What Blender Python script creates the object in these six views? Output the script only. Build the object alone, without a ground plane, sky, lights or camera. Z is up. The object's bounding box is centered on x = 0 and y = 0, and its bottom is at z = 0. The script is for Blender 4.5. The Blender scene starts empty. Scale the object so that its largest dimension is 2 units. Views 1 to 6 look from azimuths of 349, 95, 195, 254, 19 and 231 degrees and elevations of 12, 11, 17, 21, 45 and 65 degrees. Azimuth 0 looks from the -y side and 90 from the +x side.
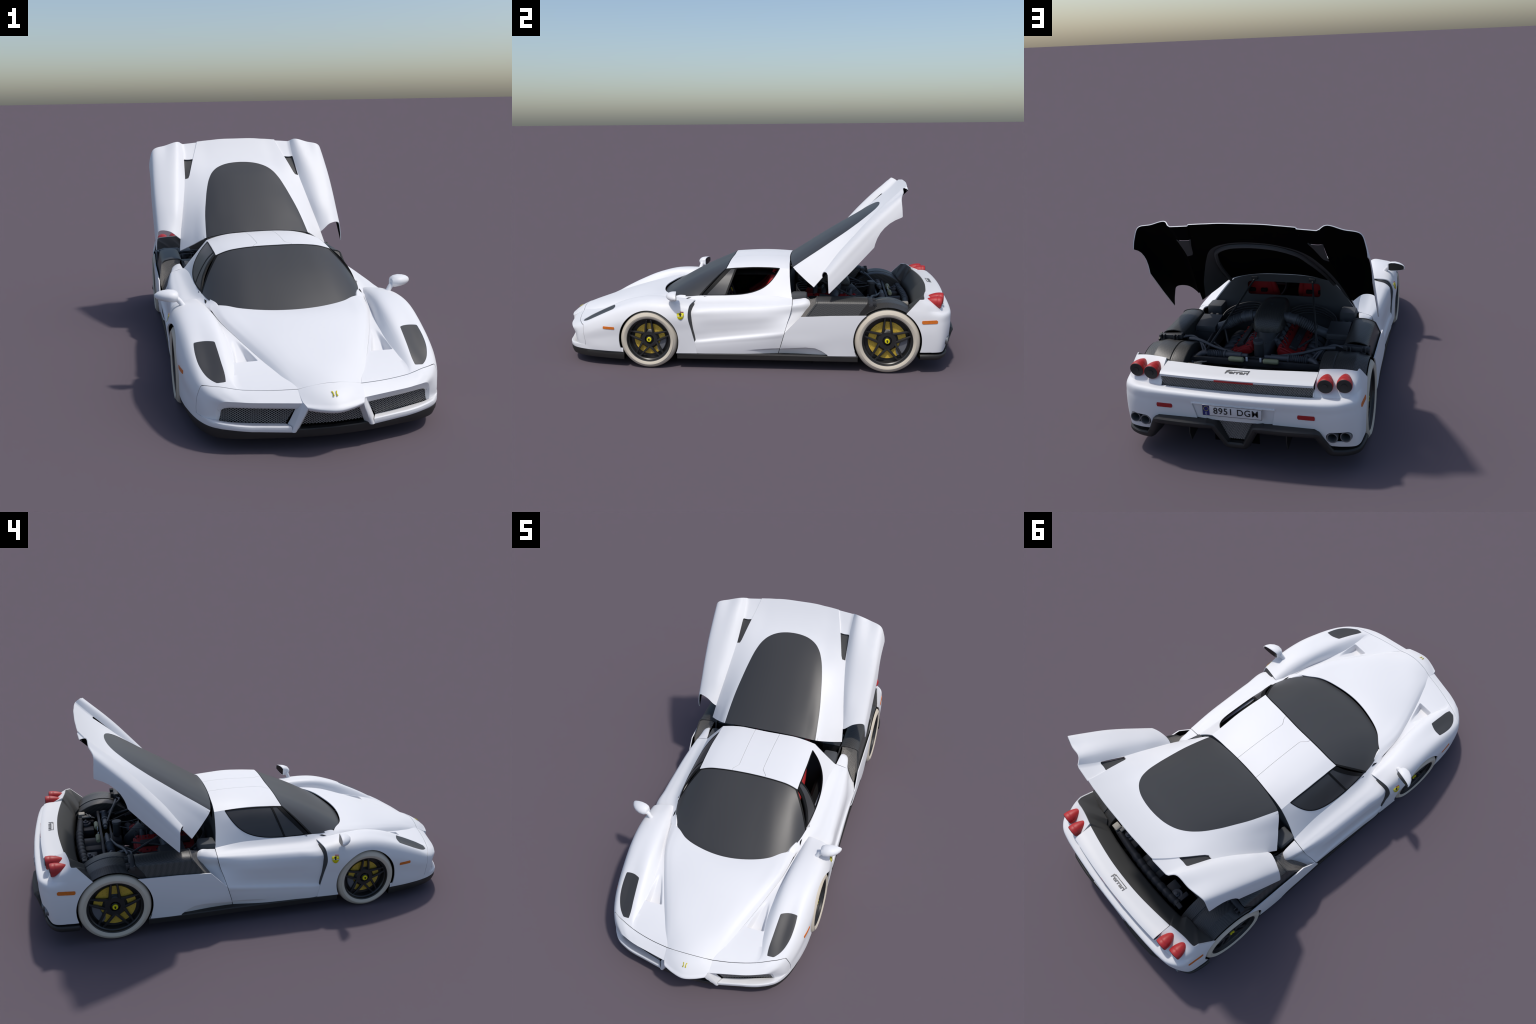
# White mid-engined sports car with its engine cover raised, built part by part.
# Frame: metres, z up, front of the car towards -y. Right half (+x) is modelled, then mirrored.
import bpy, bmesh, math, random
import numpy as np
from mathutils import Vector, Matrix

random.seed(7)
rng = np.random.default_rng(7)
SCN = bpy.context.scene.collection

# ------------------------------------------------------------------ materials
MATS = {}


def material(name, color, rough=0.5, metal=0.0, coat=0.0, spec=0.5, bump=None, noise=None, weave=None):
    """Principled material; optional fine noise variation, bump grain or a carbon weave."""
    m = bpy.data.materials.new(name)
    m.use_nodes = True
    nt = m.node_tree
    b = nt.nodes["Principled BSDF"]
    b.inputs["Base Color"].default_value = (*color, 1)
    b.inputs["Roughness"].default_value = rough
    b.inputs["Metallic"].default_value = metal
    b.inputs["Coat Weight"].default_value = coat
    b.inputs["Specular IOR Level"].default_value = spec
    tc = nt.nodes.new("ShaderNodeTexCoord")
    if noise:
        scale, amount = noise
        n = nt.nodes.new("ShaderNodeTexNoise")
        n.inputs["Scale"].default_value = scale
        n.inputs["Detail"].default_value = 3
        r = nt.nodes.new("ShaderNodeMapRange")
        r.inputs["To Min"].default_value = 1 - amount
        r.inputs["To Max"].default_value = 1 + amount
        mx = nt.nodes.new("ShaderNodeMix")
        mx.data_type = "RGBA"
        mx.blend_type = "MULTIPLY"
        mx.inputs["Factor"].default_value = 1
        mx.inputs["A"].default_value = (*color, 1)
        nt.links.new(tc.outputs["Object"], n.inputs["Vector"])
        nt.links.new(n.outputs["Fac"], r.inputs["Value"])
        nt.links.new(r.outputs["Result"], mx.inputs["B"])
        nt.links.new(mx.outputs["Result"], b.inputs["Base Color"])
    if bump:
        scale, strength = bump
        n = nt.nodes.new("ShaderNodeTexNoise")
        n.inputs["Scale"].default_value = scale
        bp = nt.nodes.new("ShaderNodeBump")
        bp.inputs["Strength"].default_value = strength
        bp.inputs["Distance"].default_value = 0.002
        nt.links.new(tc.outputs["Object"], n.inputs["Vector"])
        nt.links.new(n.outputs["Fac"], bp.inputs["Height"])
        nt.links.new(bp.outputs["Normal"], b.inputs["Normal"])
    if weave:
        scale, dark, light, angle = weave
        mp = nt.nodes.new("ShaderNodeMapping")
        mp.inputs["Rotation"].default_value = angle
        mp.inputs["Scale"].default_value = (scale, scale, scale)
        ck = nt.nodes.new("ShaderNodeTexChecker")
        ck.inputs["Scale"].default_value = 1.0
        ck.inputs["Color1"].default_value = (*dark, 1)
        ck.inputs["Color2"].default_value = (*light, 1)
        nt.links.new(tc.outputs["Object"], mp.inputs["Vector"])
        nt.links.new(mp.outputs["Vector"], ck.inputs["Vector"])
        nt.links.new(ck.outputs["Color"], b.inputs["Base Color"])
    MATS[name] = m
    return m


material("white_paint", (0.745, 0.745, 0.755), rough=0.48, spec=0.4)
material("black_lining", (0.0015, 0.0015, 0.0015), rough=0.9, spec=0.05)
material("tinted_glass", (0.041, 0.041, 0.0425), rough=0.43, spec=0.45)
material("black_rubber", (0.004, 0.004, 0.004), rough=0.6, spec=0.2)
material("dark_plastic", (0.022, 0.021, 0.02), rough=0.5, spec=0.4, noise=(60, 0.08))
material("grey_liner", (0.055, 0.055, 0.055), rough=0.6, spec=0.3)
material("firewall_grey", (0.075, 0.078, 0.082), rough=0.7, spec=0.2)
material("cream_rubber", (0.58, 0.52, 0.425), rough=0.7, spec=0.25, noise=(35, 0.03))
material("rim_black", (0.02, 0.02, 0.02), rough=0.35, spec=0.5)
material("rim_bolt", (0.35, 0.35, 0.36), rough=0.25, metal=0.9)
material("disc_gold", (0.62, 0.42, 0.05), rough=0.5, metal=0.1, noise=(50, 0.12))  # gold lightened to offset the shadow behind the spokes
material("caliper_grey", (0.13, 0.135, 0.15), rough=0.5)
material("badge_yellow", (0.70, 0.62, 0.0), rough=0.45)
material("badge_green", (0.02, 0.25, 0.05), rough=0.5)
material("lamp_red", (0.42, 0.02, 0.022), rough=0.5, noise=(70, 0.1))
material("lamp_disc", (0.02, 0.019, 0.019), rough=0.5)
material("marker_orange", (0.62, 0.15, 0.01), rough=0.4, noise=(180, 0.25))
material("marker_red", (0.36, 0.012, 0.015), rough=0.4, noise=(180, 0.25))
material("engine_red", (0.36, 0.010, 0.012), rough=0.5, noise=(60, 0.12), bump=(500, 0.25))
material("seat_red", (0.38, 0.012, 0.015), rough=0.6, bump=(400, 0.2))
material("cabin_black", (0.006, 0.006, 0.006), rough=0.8, spec=0.2)
material("engine_grey", (0.075, 0.08, 0.09), rough=0.5, metal=0.2, noise=(80, 0.15))
material("engine_dark", (0.03, 0.031, 0.034), rough=0.55, noise=(80, 0.2))
material("engine_pale", (0.30, 0.28, 0.24), rough=0.6, noise=(80, 0.15))
material("canister_olive", (0.27, 0.28, 0.16), rough=0.55, noise=(60, 0.12))
material("tag_white", (0.6, 0.62, 0.65), rough=0.5)
material("steel", (0.30, 0.31, 0.33), rough=0.35, metal=0.8)
material("exhaust_steel", (0.20, 0.21, 0.22), rough=0.4, metal=0.6)
material("mesh_wire", (0.30, 0.29, 0.28), rough=0.5, metal=0.3)
material("plate_white", (0.62, 0.60, 0.60), rough=0.5)
material("plate_blue", (0.012, 0.012, 0.13), rough=0.5)
material("letter_black", (0.01, 0.01, 0.01), rough=0.5)
material("letter_white", (0.5, 0.5, 0.55), rough=0.5)
material("script_grey", (0.16, 0.16, 0.16), rough=0.45, metal=0.3)
material("mirror_glass", (0.002, 0.002, 0.002), rough=0.3, spec=0.3)
material("carbon_fibre", (0.03, 0.03, 0.03), rough=0.45, weave=(260, (0.028, 0.028, 0.028), (0.062, 0.06, 0.057), (0.6, 0.3, 0.785)))
material("carbon_mesh", (0.1, 0.09, 0.08), rough=0.6, weave=(420, (0.05, 0.047, 0.043), (0.19, 0.175, 0.155), (0.5, 0.2, 0.6)))

# ------------------------------------------------------------------ splines and surfaces


def hermite(P, per, creases=()):
    """Smooth curve through the control points (chord-length Catmull-Rom), sharp at the crease indices."""
    P = np.asarray(P, float)
    n = len(P)
    cuts = sorted({0, n - 1, *[c for c in creases if 0 < c < n - 1]})
    out = []
    for a, b in zip(cuts[:-1], cuts[1:]):
        Q = P[a : b + 1]
        h = np.maximum(np.linalg.norm(np.diff(Q, axis=0), axis=-1), 1e-9)
        if h.ndim > 1:
            h = h.mean(-1)
        m = len(Q)
        d = np.diff(Q, axis=0) / h.reshape(-1, *[1] * (Q.ndim - 1))
        T = np.zeros_like(Q)
        if m == 2:
            T[:] = d[0]
        else:
            for k in range(1, m - 1):
                T[k] = (d[k - 1] * h[k] + d[k] * h[k - 1]) / (h[k] + h[k - 1])
            T[0] = 1.5 * d[0] - 0.5 * T[1]
            T[-1] = 1.5 * d[-1] - 0.5 * T[-2]
        for k in range(m - 1):
            for i in range(per):
                t = i / per
                out.append((2 * t**3 - 3 * t**2 + 1) * Q[k] + (t**3 - 2 * t**2 + t) * h[k] * T[k] + (-2 * t**3 + 3 * t**2) * Q[k + 1] + (t**3 - t**2) * h[k] * T[k + 1])
    out.append(P[-1])
    return np.array(out)


def resample(P, n):
    P = np.asarray(P, float)
    s = np.r_[0, np.cumsum(np.linalg.norm(np.diff(P, axis=0), axis=1))]
    t = np.linspace(0, s[-1], n)
    return np.stack([np.interp(t, s, P[:, k]) for k in range(P.shape[1])], 1)


def line_at(P, n, creases=(), per=16):
    """Spline through P, evenly resampled to n points."""
    return resample(hermite(P, per, creases), n)


def half_row(r, per, creases=()):
    """Spline through a half row that starts on the car's centre plane, smooth across the plane."""
    r = np.asarray(r, float)
    k = min(2, len(r) - 1)
    full = np.vstack([r[1 : k + 1][::-1] * np.array([-1, 1, 1]), r])
    h = hermite(full, per, [c + k for c in creases])[k * per :]
    h[0, 0] = 0
    return h


def grid_surface(rows, per_u=8, per_v=8, crease_u=(), crease_v=(), centre=False):
    """Surface through a net of control points: rows[i][j] -> dense grid."""
    R = np.array([(half_row if centre else hermite)(r, per_v, crease_v) for r in rows])
    return np.stack([hermite(R[:, j], per_u, crease_u) for j in range(R.shape[1])], 1)


def lines_surface(lines, nu, per_v=8, crease_v=(), crease_u=()):
    """Surface swept through long feature lines: each line is its own list of control points."""
    L = np.array([line_at(l, nu, crease_u) for l in lines])
    return np.array([hermite(L[:, i], per_v, crease_v) for i in range(nu)])


def tighten(row, j, f=0.2):
    """Replace control point j by two close ones so that the spline bends more tightly there."""
    r = [np.asarray(q, float) for q in row]
    return r[:j] + [r[j] * (1 - f) + r[j - 1] * f, r[j] * (1 - f) + r[j + 1] * f] + r[j + 1 :]


class Mesh:
    def __init__(self, V=None, F=None, M=None):
        self.V = np.zeros((0, 3)) if V is None else np.asarray(V, float)
        self.F = [] if F is None else [list(f) for f in F]
        self.M = [0] * len(self.F) if M is None else list(M)

    @staticmethod
    def grid(G, flip=False, wrap=False):
        nu, nv = G.shape[:2]
        F = []
        for i in range(nu - 1):
            for j in range(nv - (0 if wrap else 1)):
                k = (j + 1) % nv
                f = [i * nv + j, i * nv + k, (i + 1) * nv + k, (i + 1) * nv + j]
                F.append(f[::-1] if flip else f)
        return Mesh(G.reshape(-1, 3), F)

    def copy(self):
        return Mesh(self.V.copy(), self.F, self.M)

    def join(self, *others):
        out = self.copy()
        for o in others:
            k = len(out.V)
            out.V = np.vstack([out.V, o.V])
            out.F += [[i + k for i in f] for f in o.F]
            out.M += o.M
        return out

    def mirrored(self):
        return Mesh(self.V * np.array([-1, 1, 1]), [f[::-1] for f in self.F], self.M)

    def weld(self, d=2e-4):
        key = {}
        idx = np.zeros(len(self.V), int)
        keep = []
        for i, q in enumerate(map(tuple, np.round(self.V / d).astype(np.int64))):
            if q not in key:
                key[q] = len(keep)
                keep.append(i)
            idx[i] = key[q]
        F, M = [], []
        for f, m in zip(self.F, self.M):
            g = []
            for i in f:
                a = int(idx[i])
                if a not in g:
                    g.append(a)
            if len(g) > 2:
                F.append(g)
                M.append(m)
        return Mesh(self.V[keep], F, M)

    def both(self):
        return self.join(self.mirrored()).weld()

    def clip(self, f):
        """Keep the part where f(V) < 0, cutting faces along f = 0."""
        val = np.asarray(f(self.V), float)
        val = np.where(np.abs(val) < 1e-7, -1e-7, val)
        V = list(self.V)
        cache, F, M = {}, [], []
        for face, m in zip(self.F, self.M):
            s = [val[i] < 0 for i in face]
            if all(s):
                F.append(face)
                M.append(m)
                continue
            if not any(s):
                continue
            g = []
            for a, b in zip(face, face[1:] + face[:1]):
                if val[a] < 0:
                    g.append(a)
                if (val[a] < 0) != (val[b] < 0):
                    k = (min(a, b), max(a, b))
                    if k not in cache:
                        t = val[k[0]] / (val[k[0]] - val[k[1]])
                        cache[k] = len(V)
                        V.append(self.V[k[0]] * (1 - t) + self.V[k[1]] * t)
                    g.append(cache[k])
            if len(g) > 2:
                F.append(g)
                M.append(m)
        return Mesh(np.array(V), F, M).tidy()

    def tidy(self):
        used = sorted({i for f in self.F for i in f})
        if not used:
            return Mesh()
        mp = {o: n for n, o in enumerate(used)}
        return Mesh(self.V[used], [[mp[i] for i in f] for f in self.F], self.M)

    def normals(self):
        N = np.zeros_like(self.V)
        by = {}
        for f in self.F:
            by.setdefault(len(f), []).append(f)
        for k, fs in by.items():
            I = np.array(fs)
            P = self.V[I]
            n = np.cross(P - P[:, :1], np.roll(P, -1, 1) - P[:, :1]).sum(1)
            for c in range(k):
                np.add.at(N, I[:, c], n)
        return N / np.maximum(np.linalg.norm(N, axis=1, keepdims=True), 1e-12)

    def shell(self, t, inner=1, rim=0):
        """Give the sheet thickness t on the back of its normals."""
        N = self.normals()
        k = len(self.V)
        edges = {}
        for f in self.F:
            for a, b in zip(f, f[1:] + f[:1]):
                edges[(a, b)] = True
        out = Mesh(np.vstack([self.V, self.V - N * t]), self.F, self.M)
        out.F += [[i + k for i in f[::-1]] for f in self.F]
        out.M += [inner] * len(self.F)
        for a, b in edges:
            if (b, a) not in edges:
                out.F.append([b, a, a + k, b + k])
                out.M.append(rim)
        return out

    def moved(self, v):
        return Mesh(self.V + np.asarray(v, float), self.F, self.M)

    def displaced(self, f):
        return Mesh(f(self.V.copy()), self.F, self.M)

    def offset(self, d):
        return Mesh(self.V + self.normals() * d, self.F, self.M)

    def mat(self, m):
        self.M = [m] * len(self.F)
        return self


def polygon_distance(poly, P):
    """Signed distance of 2D points to a closed polygon, negative inside."""
    poly = np.asarray(poly, float)
    P = np.asarray(P, float)
    d = np.full(len(P), 1e9)
    inside = np.zeros(len(P), bool)
    for a, b in zip(poly, np.roll(poly, -1, 0)):
        ab = b - a
        t = np.clip(((P - a) @ ab) / max(ab @ ab, 1e-15), 0, 1)
        d = np.minimum(d, np.linalg.norm(P - (a + t[:, None] * ab), axis=1))
        c = (a[1] > P[:, 1]) != (b[1] > P[:, 1])
        if abs(b[1] - a[1]) > 1e-12:
            inside ^= c & (P[:, 0] < a[0] + (P[:, 1] - a[1]) / (b[1] - a[1]) * ab[0])
    return np.where(inside, -d, d)


def polyline_side(line, P):
    """Signed distance to an open 2D polyline, positive on its left."""
    line = np.asarray(line, float)
    best = np.full(len(P), 1e9)
    sign = np.ones(len(P))
    for a, b in zip(line[:-1], line[1:]):
        ab = b - a
        t = np.clip(((P - a) @ ab) / max(ab @ ab, 1e-15), 0, 1)
        v = P - (a + t[:, None] * ab)
        d = np.linalg.norm(v, axis=1)
        s = np.sign(ab[0] * (P - a)[:, 1] - ab[1] * (P - a)[:, 0])
        near = d < best - 1e-9
        best = np.where(near, d, best)
        sign = np.where(near, s, sign)
    return best * np.where(sign == 0, 1, sign)


# ------------------------------------------------------------------ scene tree
COUNT = {}


def add(name, mesh, mats, parent=None, smooth=35, stuff=False):
    me = bpy.data.meshes.new(name)
    mesh = mesh.tidy()
    me.from_pydata([tuple(v) for v in mesh.V], [], mesh.F)
    for m in mats:
        me.materials.append(MATS[m])
    me.polygons.foreach_set("material_index", np.minimum(np.array(mesh.M, np.int32), len(mats) - 1))
    me.polygons.foreach_set("use_smooth", np.ones(len(me.polygons), bool))
    me.update()
    me.validate()
    if smooth is not None:
        me.set_sharp_from_angle(angle=math.radians(smooth))
    o = bpy.data.objects.new(name, me)
    SCN.objects.link(o)
    if parent:
        o.parent = parent
    if stuff:
        o["kind"] = "stuff"
    return o


def add_pair(name, mesh, mats, parent=None, **k):
    a = add(name, mesh, mats, parent, **k)
    b = add(name, mesh.mirrored(), mats, parent, **k)
    return a, b


def instance(o, matrix, parent=None, name=None):
    c = o.copy()
    c.matrix_local = matrix
    if parent:
        c.parent = parent
    SCN.objects.link(c)
    return c


def group(name, parent):
    e = bpy.data.objects.new(name, None)
    e.empty_display_size = 0.05
    SCN.objects.link(e)
    e.parent = parent
    return e


# ------------------------------------------------------------------ simple solids


def box(c, s, bevel=0.0, rot=None):
    bm = bmesh.new()
    bmesh.ops.create_cube(bm, size=1)
    bmesh.ops.scale(bm, vec=s, verts=bm.verts)
    if bevel:
        bmesh.ops.bevel(bm, geom=bm.edges[:], offset=bevel, segments=2, affect="EDGES", profile=0.5)
    if rot is not None:
        bmesh.ops.rotate(bm, matrix=rot, verts=bm.verts)
    bmesh.ops.translate(bm, vec=c, verts=bm.verts)
    bm.verts.index_update()
    m = Mesh([v.co[:] for v in bm.verts], [[v.index for v in f.verts] for f in bm.faces])
    bm.free()
    return m


def frame_of(d):
    d = np.asarray(d, float)
    d = d / np.linalg.norm(d)
    a = np.array([0, 0, 1.0]) if abs(d[2]) < 0.9 else np.array([0, 1.0, 0])
    u = np.cross(a, d)
    u /= np.linalg.norm(u)
    return d, u, np.cross(d, u)


def tube(path, radius, seg=12, per=6, smooth=True, caps=True, creases=()):
    """Round tube along control points; radius may be a list, one per control point."""
    P = np.asarray(path, float)
    r = np.full(len(P), radius, float) if np.isscalar(radius) else np.asarray(radius, float)
    Q = hermite(np.c_[P, r], per, creases) if smooth and len(P) > 2 else np.c_[P, r]
    C, r = Q[:, :3], Q[:, 3]
    T = np.gradient(C, axis=0)
    d, u, w = frame_of(T[0])
    rings = []
    for k in range(len(C)):
        d = T[k] / max(np.linalg.norm(T[k]), 1e-9)
        u = u - d * (u @ d)
        u /= np.linalg.norm(u)
        w = np.cross(d, u)
        a = np.linspace(0, 2 * np.pi, seg, endpoint=False)[:, None]
        rings.append(C[k] + r[k] * (np.cos(a) * u + np.sin(a) * w))
    m = Mesh.grid(np.array(rings), wrap=True, flip=True)
    m.F = [f[::-1] for f in m.F]
    if caps:
        n = len(C)
        m.F += [list(range(seg))[::-1], [(n - 1) * seg + i for i in range(seg)]]
        m.M += [0, 0]
    return m


def lathe(profile, center, axis=(1, 0, 0), seg=48, closed=False):
    """Turn (along-axis, radius) pairs about an axis through center."""
    d, u, w = frame_of(axis)
    c = np.asarray(center, float)
    a = np.linspace(0, 2 * np.pi, seg, endpoint=False)[:, None]
    rings = [c + d * h + r * (np.cos(a) * u + np.sin(a) * w) for h, r in profile]
    if closed:
        rings.append(rings[0])
    return Mesh.grid(np.array(rings), wrap=True).weld(1e-5)


def sweep(path, section, up=(0, 0, 1), caps=True):
    """Sweep a closed 2D section (side, up) along a path without twist."""
    C = np.asarray(path, float)
    T = np.gradient(C, axis=0)
    S = np.asarray(section, float)
    rings = []
    for k in range(len(C)):
        d = T[k] / max(np.linalg.norm(T[k]), 1e-9)
        side = np.cross(d, up)
        side /= max(np.linalg.norm(side), 1e-9)
        upv = np.cross(side, d)
        rings.append(C[k] + S[:, :1] * side + S[:, 1:] * upv)
    m = Mesh.grid(np.array(rings), wrap=True)
    if caps:
        k, n = len(S), len(C)
        m.F += [list(range(k))[::-1], [(n - 1) * k + i for i in range(k)]]
        m.M += [0, 0]
    return m


def prism(poly, axis, a, b, hole=None):
    """Extrude a flat polygon given in the two other axes between a and b."""
    P = np.asarray(poly, float)
    o = [i for i in range(3) if i != axis]
    V = np.zeros((2 * len(P), 3))
    V[: len(P), o] = P
    V[len(P) :, o] = P
    V[: len(P), axis] = a
    V[len(P) :, axis] = b
    n = len(P)
    F = [list(range(n)), [n + i for i in range(n)][::-1]]
    F += [[i, n + i, n + (i + 1) % n, (i + 1) % n] for i in range(n)]
    m = Mesh(V, F)
    bm = bmesh.new()
    vs = [bm.verts.new(v) for v in m.V]
    for f in m.F:
        bm.faces.new([vs[i] for i in f])
    bmesh.ops.recalc_face_normals(bm, faces=bm.faces)
    bm.verts.index_update()
    m = Mesh([v.co[:] for v in bm.verts], [[v.index for v in f.verts] for f in bm.faces])
    bm.free()
    return m


def text_mesh(body, size, depth=0.001, shear=0.0, space=1.0, bold=0.0):
    cu = bpy.data.curves.new("lettering", "FONT")
    cu.body = body
    cu.size = size
    cu.extrude = depth
    cu.shear = shear
    cu.offset = bold
    cu.space_character = space
    cu.align_x = "CENTER"
    cu.align_y = "CENTER"
    o = bpy.data.objects.new("lettering", cu)
    SCN.objects.link(o)
    dg = bpy.context.evaluated_depsgraph_get()
    me = bpy.data.meshes.new_from_object(o.evaluated_get(dg))
    m = Mesh([v.co[:] for v in me.vertices], [list(p.vertices) for p in me.polygons])
    bpy.data.objects.remove(o)
    bpy.data.curves.remove(cu)
    bpy.data.meshes.remove(me)
    return m


def placed(mesh, origin, right, up):
    """Put a flat mesh drawn in xy onto a plane given by origin, right and up vectors."""
    r = np.asarray(right, float)
    r /= np.linalg.norm(r)
    u = np.asarray(up, float)
    u = u - r * (u @ r)
    u /= np.linalg.norm(u)
    n = np.cross(r, u)
    return Mesh(np.asarray(origin, float) + mesh.V[:, :1] * r + mesh.V[:, 1:2] * u + mesh.V[:, 2:] * n, mesh.F, mesh.M)


def disc_poly(cx, cy, r, n=24, ry=None):
    a = np.linspace(0, 2 * np.pi, n, endpoint=False)
    return np.c_[cx + r * np.cos(a), cy + (ry or r) * np.sin(a)]

# ------------------------------------------------------------------ the car
car = bpy.data.objects.new("sports_car", None)
car.empty_display_size = 0.3
SCN.objects.link(car)
car["label"] = "white mid-engined sports car with raised engine cover and cream tyres"
car["category"] = "sports car"

AXLE_F, AXLE_R = (-0.473, 0.139), (0.665, 0.153)  # (y, z) of the wheel centres
R_ARCH_F, R_ARCH_R = 0.147, 0.159
PAINT = ["white_paint", "black_lining", "tinted_glass", "black_rubber", "grey_liner"]
T = 0.005  # panel thickness
GAP = 0.0011


def circle_out(c, r):
    """Positive inside a wheel arch; only the outer skin of the car is cut."""
    return lambda V: np.minimum(r - np.hypot(V[:, 1] - c[0], V[:, 2] - c[1]), V[:, 0] - 0.37)


def side_poly(poly, sign=1):
    return lambda V: sign * polygon_distance(poly, V[:, [1, 2]])


def top_poly(poly, sign=1):
    return lambda V: sign * polygon_distance(poly, V[:, [0, 1]])


def oriented(m, ref):
    """Turn the faces so that they look away from a reference point."""
    s = 0.0
    for f in m.F[:: max(1, len(m.F) // 400)]:
        p = m.V[f]
        s += np.cross(p, np.roll(p, -1, 0)).sum(0) @ (p.mean(0) - np.asarray(ref))
    if s < 0:
        m.F = [f[::-1] for f in m.F]
    return m


def smoothstep(a, b, x):
    t = np.clip((x - a) / (b - a), 0, 1)
    return t * t * (3 - 2 * t)


# ---- long feature lines of the front flank, each from the nose lip back to the door
gap_line = [(0.096, -0.953, 0.164), (0.102, -0.907, 0.191), (0.139, -0.831, 0.209), (0.176, -0.752, 0.227), (0.211, -0.67, 0.247), (0.245, -0.585, 0.267), (0.277, -0.495, 0.286), (0.301, -0.385, 0.301), (0.330, -0.2615, 0.307)]
valley_line = [(0.232, -0.924, 0.166), (0.262, -0.885, 0.183), (0.284, -0.849, 0.1935), (0.276, -0.765, 0.222), (0.269, -0.675, 0.246), (0.276, -0.58, 0.266), (0.292, -0.48, 0.282), (0.307, -0.377, 0.299), (0.3305, -0.2612, 0.3075)]
crest_line = [(0.254, -0.918, 0.166), (0.281, -0.878, 0.184), (0.296, -0.846, 0.196), (0.297, -0.771, 0.234), (0.300, -0.692, 0.271), (0.302, -0.606, 0.303), (0.307, -0.508, 0.322), (0.319, -0.396, 0.323), (0.331, -0.261, 0.3085)]
top_line = [(0.3, -0.901, 0.166), (0.332, -0.862, 0.185), (0.349, -0.82, 0.203), (0.357, -0.754, 0.235), (0.362, -0.68, 0.27), (0.366, -0.606, 0.302), (0.371, -0.5, 0.329), (0.376, -0.39, 0.332), (0.379, -0.267, 0.314)]
shoulder_line = [(0.332, -0.885, 0.162), (0.364, -0.853, 0.173), (0.385, -0.82, 0.188), (0.398, -0.754, 0.228), (0.405, -0.68, 0.263), (0.412, -0.606, 0.29), (0.423, -0.5, 0.314), (0.43, -0.39, 0.315), (0.426, -0.275, 0.303)]
flank_line = [(0.346, -0.871, 0.146), (0.379, -0.844, 0.15), (0.402, -0.808, 0.162), (0.424, -0.745, 0.186), (0.435, -0.68, 0.212), (0.4425, -0.606, 0.237), (0.4515, -0.5, 0.262), (0.4565, -0.39, 0.268), (0.448, -0.2785, 0.262)]
side_line = [(0.351, -0.864, 0.118), (0.383, -0.843, 0.12), (0.407, -0.8, 0.125), (0.427, -0.735, 0.135), (0.438, -0.67, 0.146), (0.4445, -0.6, 0.155), (0.4525, -0.5, 0.165), (0.456, -0.39, 0.175), (0.448, -0.263, 0.19)]
low_line = [(0.353, -0.86, 0.094), (0.385, -0.839, 0.094), (0.409, -0.793, 0.094), (0.428, -0.735, 0.095), (0.439, -0.67, 0.097), (0.4445, -0.6, 0.1), (0.4505, -0.5, 0.108), (0.453, -0.38, 0.118), (0.446, -0.2485, 0.13)]
foot_line = [(0.353, -0.858, 0.08), (0.385, -0.838, 0.08), (0.409, -0.792, 0.08), (0.427, -0.734, 0.08), (0.438, -0.67, 0.079), (0.443, -0.6, 0.078), (0.447, -0.5, 0.077), (0.449, -0.38, 0.077), (0.445, -0.2385, 0.077)]
front_lines = [gap_line, valley_line, crest_line, top_line, shoulder_line, flank_line, side_line, low_line, foot_line]
flank = Mesh.grid(lines_surface(front_lines, 150, per_v=9, crease_v=(0, 1)))
flank = oriented(flank, (0.2, -0.55, 0.1))


def fine(m, f):
    """Split faces into quarters where f says the detail needs it."""
    V = list(m.V)
    F, cache = [], {}

    def mid(*ids):
        k = tuple(sorted(ids))
        if k not in cache:
            cache[k] = len(V)
            V.append(np.mean([V[i] for i in ids], axis=0))
        return cache[k]

    for face in m.F:
        if len(face) == 4 and f(m.V[face].mean(0)):
            c = mid(*face)
            e = [mid(face[i], face[(i + 1) % 4]) for i in range(4)]
            F += [[face[i], e[i], c, e[i - 1]] for i in range(4)]
        else:
            F.append(face)
    return Mesh(np.array(V), F)


def brake_duct(V):
    """Sunken air outlet beside the hood: abrupt front wall, floor rising backwards."""
    x, y = V[:, 0], V[:, 1]
    edge_in = np.interp(y, [-0.74, -0.60], [0.192, 0.243])
    edge_out = np.interp(y, [-0.74, -0.60], [0.272, 0.262])
    across = smoothstep(0, 0.012, x - edge_in) * smoothstep(0, 0.012, edge_out - x)
    along = smoothstep(-0.741, -0.733, y) * (1 - smoothstep(-0.725, -0.60, y)) 
    V[:, 2] -= 0.034 * across * along
    return V



# ---- cut lines on the front
bumper_line = line_at([(0, -0.918), (0.05, -0.9155), (0.102, -0.907), (0.18, -0.893), (0.261, -0.871), (0.33, -0.845), (0.372, -0.824), (0.389, -0.812)], 60)


def ahead_of_bumper(V):
    """Negative in front of the bumper seam (seam runs down the flank at its outer end)."""
    y = np.interp(V[:, 0], bumper_line[:, 0], bumper_line[:, 1])
    side = -0.812 + 0.012 * smoothstep(0.19, 0.10, V[:, 2])
    return V[:, 1] - np.where(V[:, 0] > 0.389, side, y)


headlight = hermite([(0.325, -0.671), (0.362, -0.656), (0.393, -0.656), (0.3935, -0.70), (0.384, -0.76), (0.365, -0.80), (0.350, -0.818), (0.340, -0.8275), (0.314, -0.8295), (0.313, -0.815), (0.318, -0.75), (0.325, -0.671)], 8, creases=(2, 7, 8))[:-1]

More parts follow.
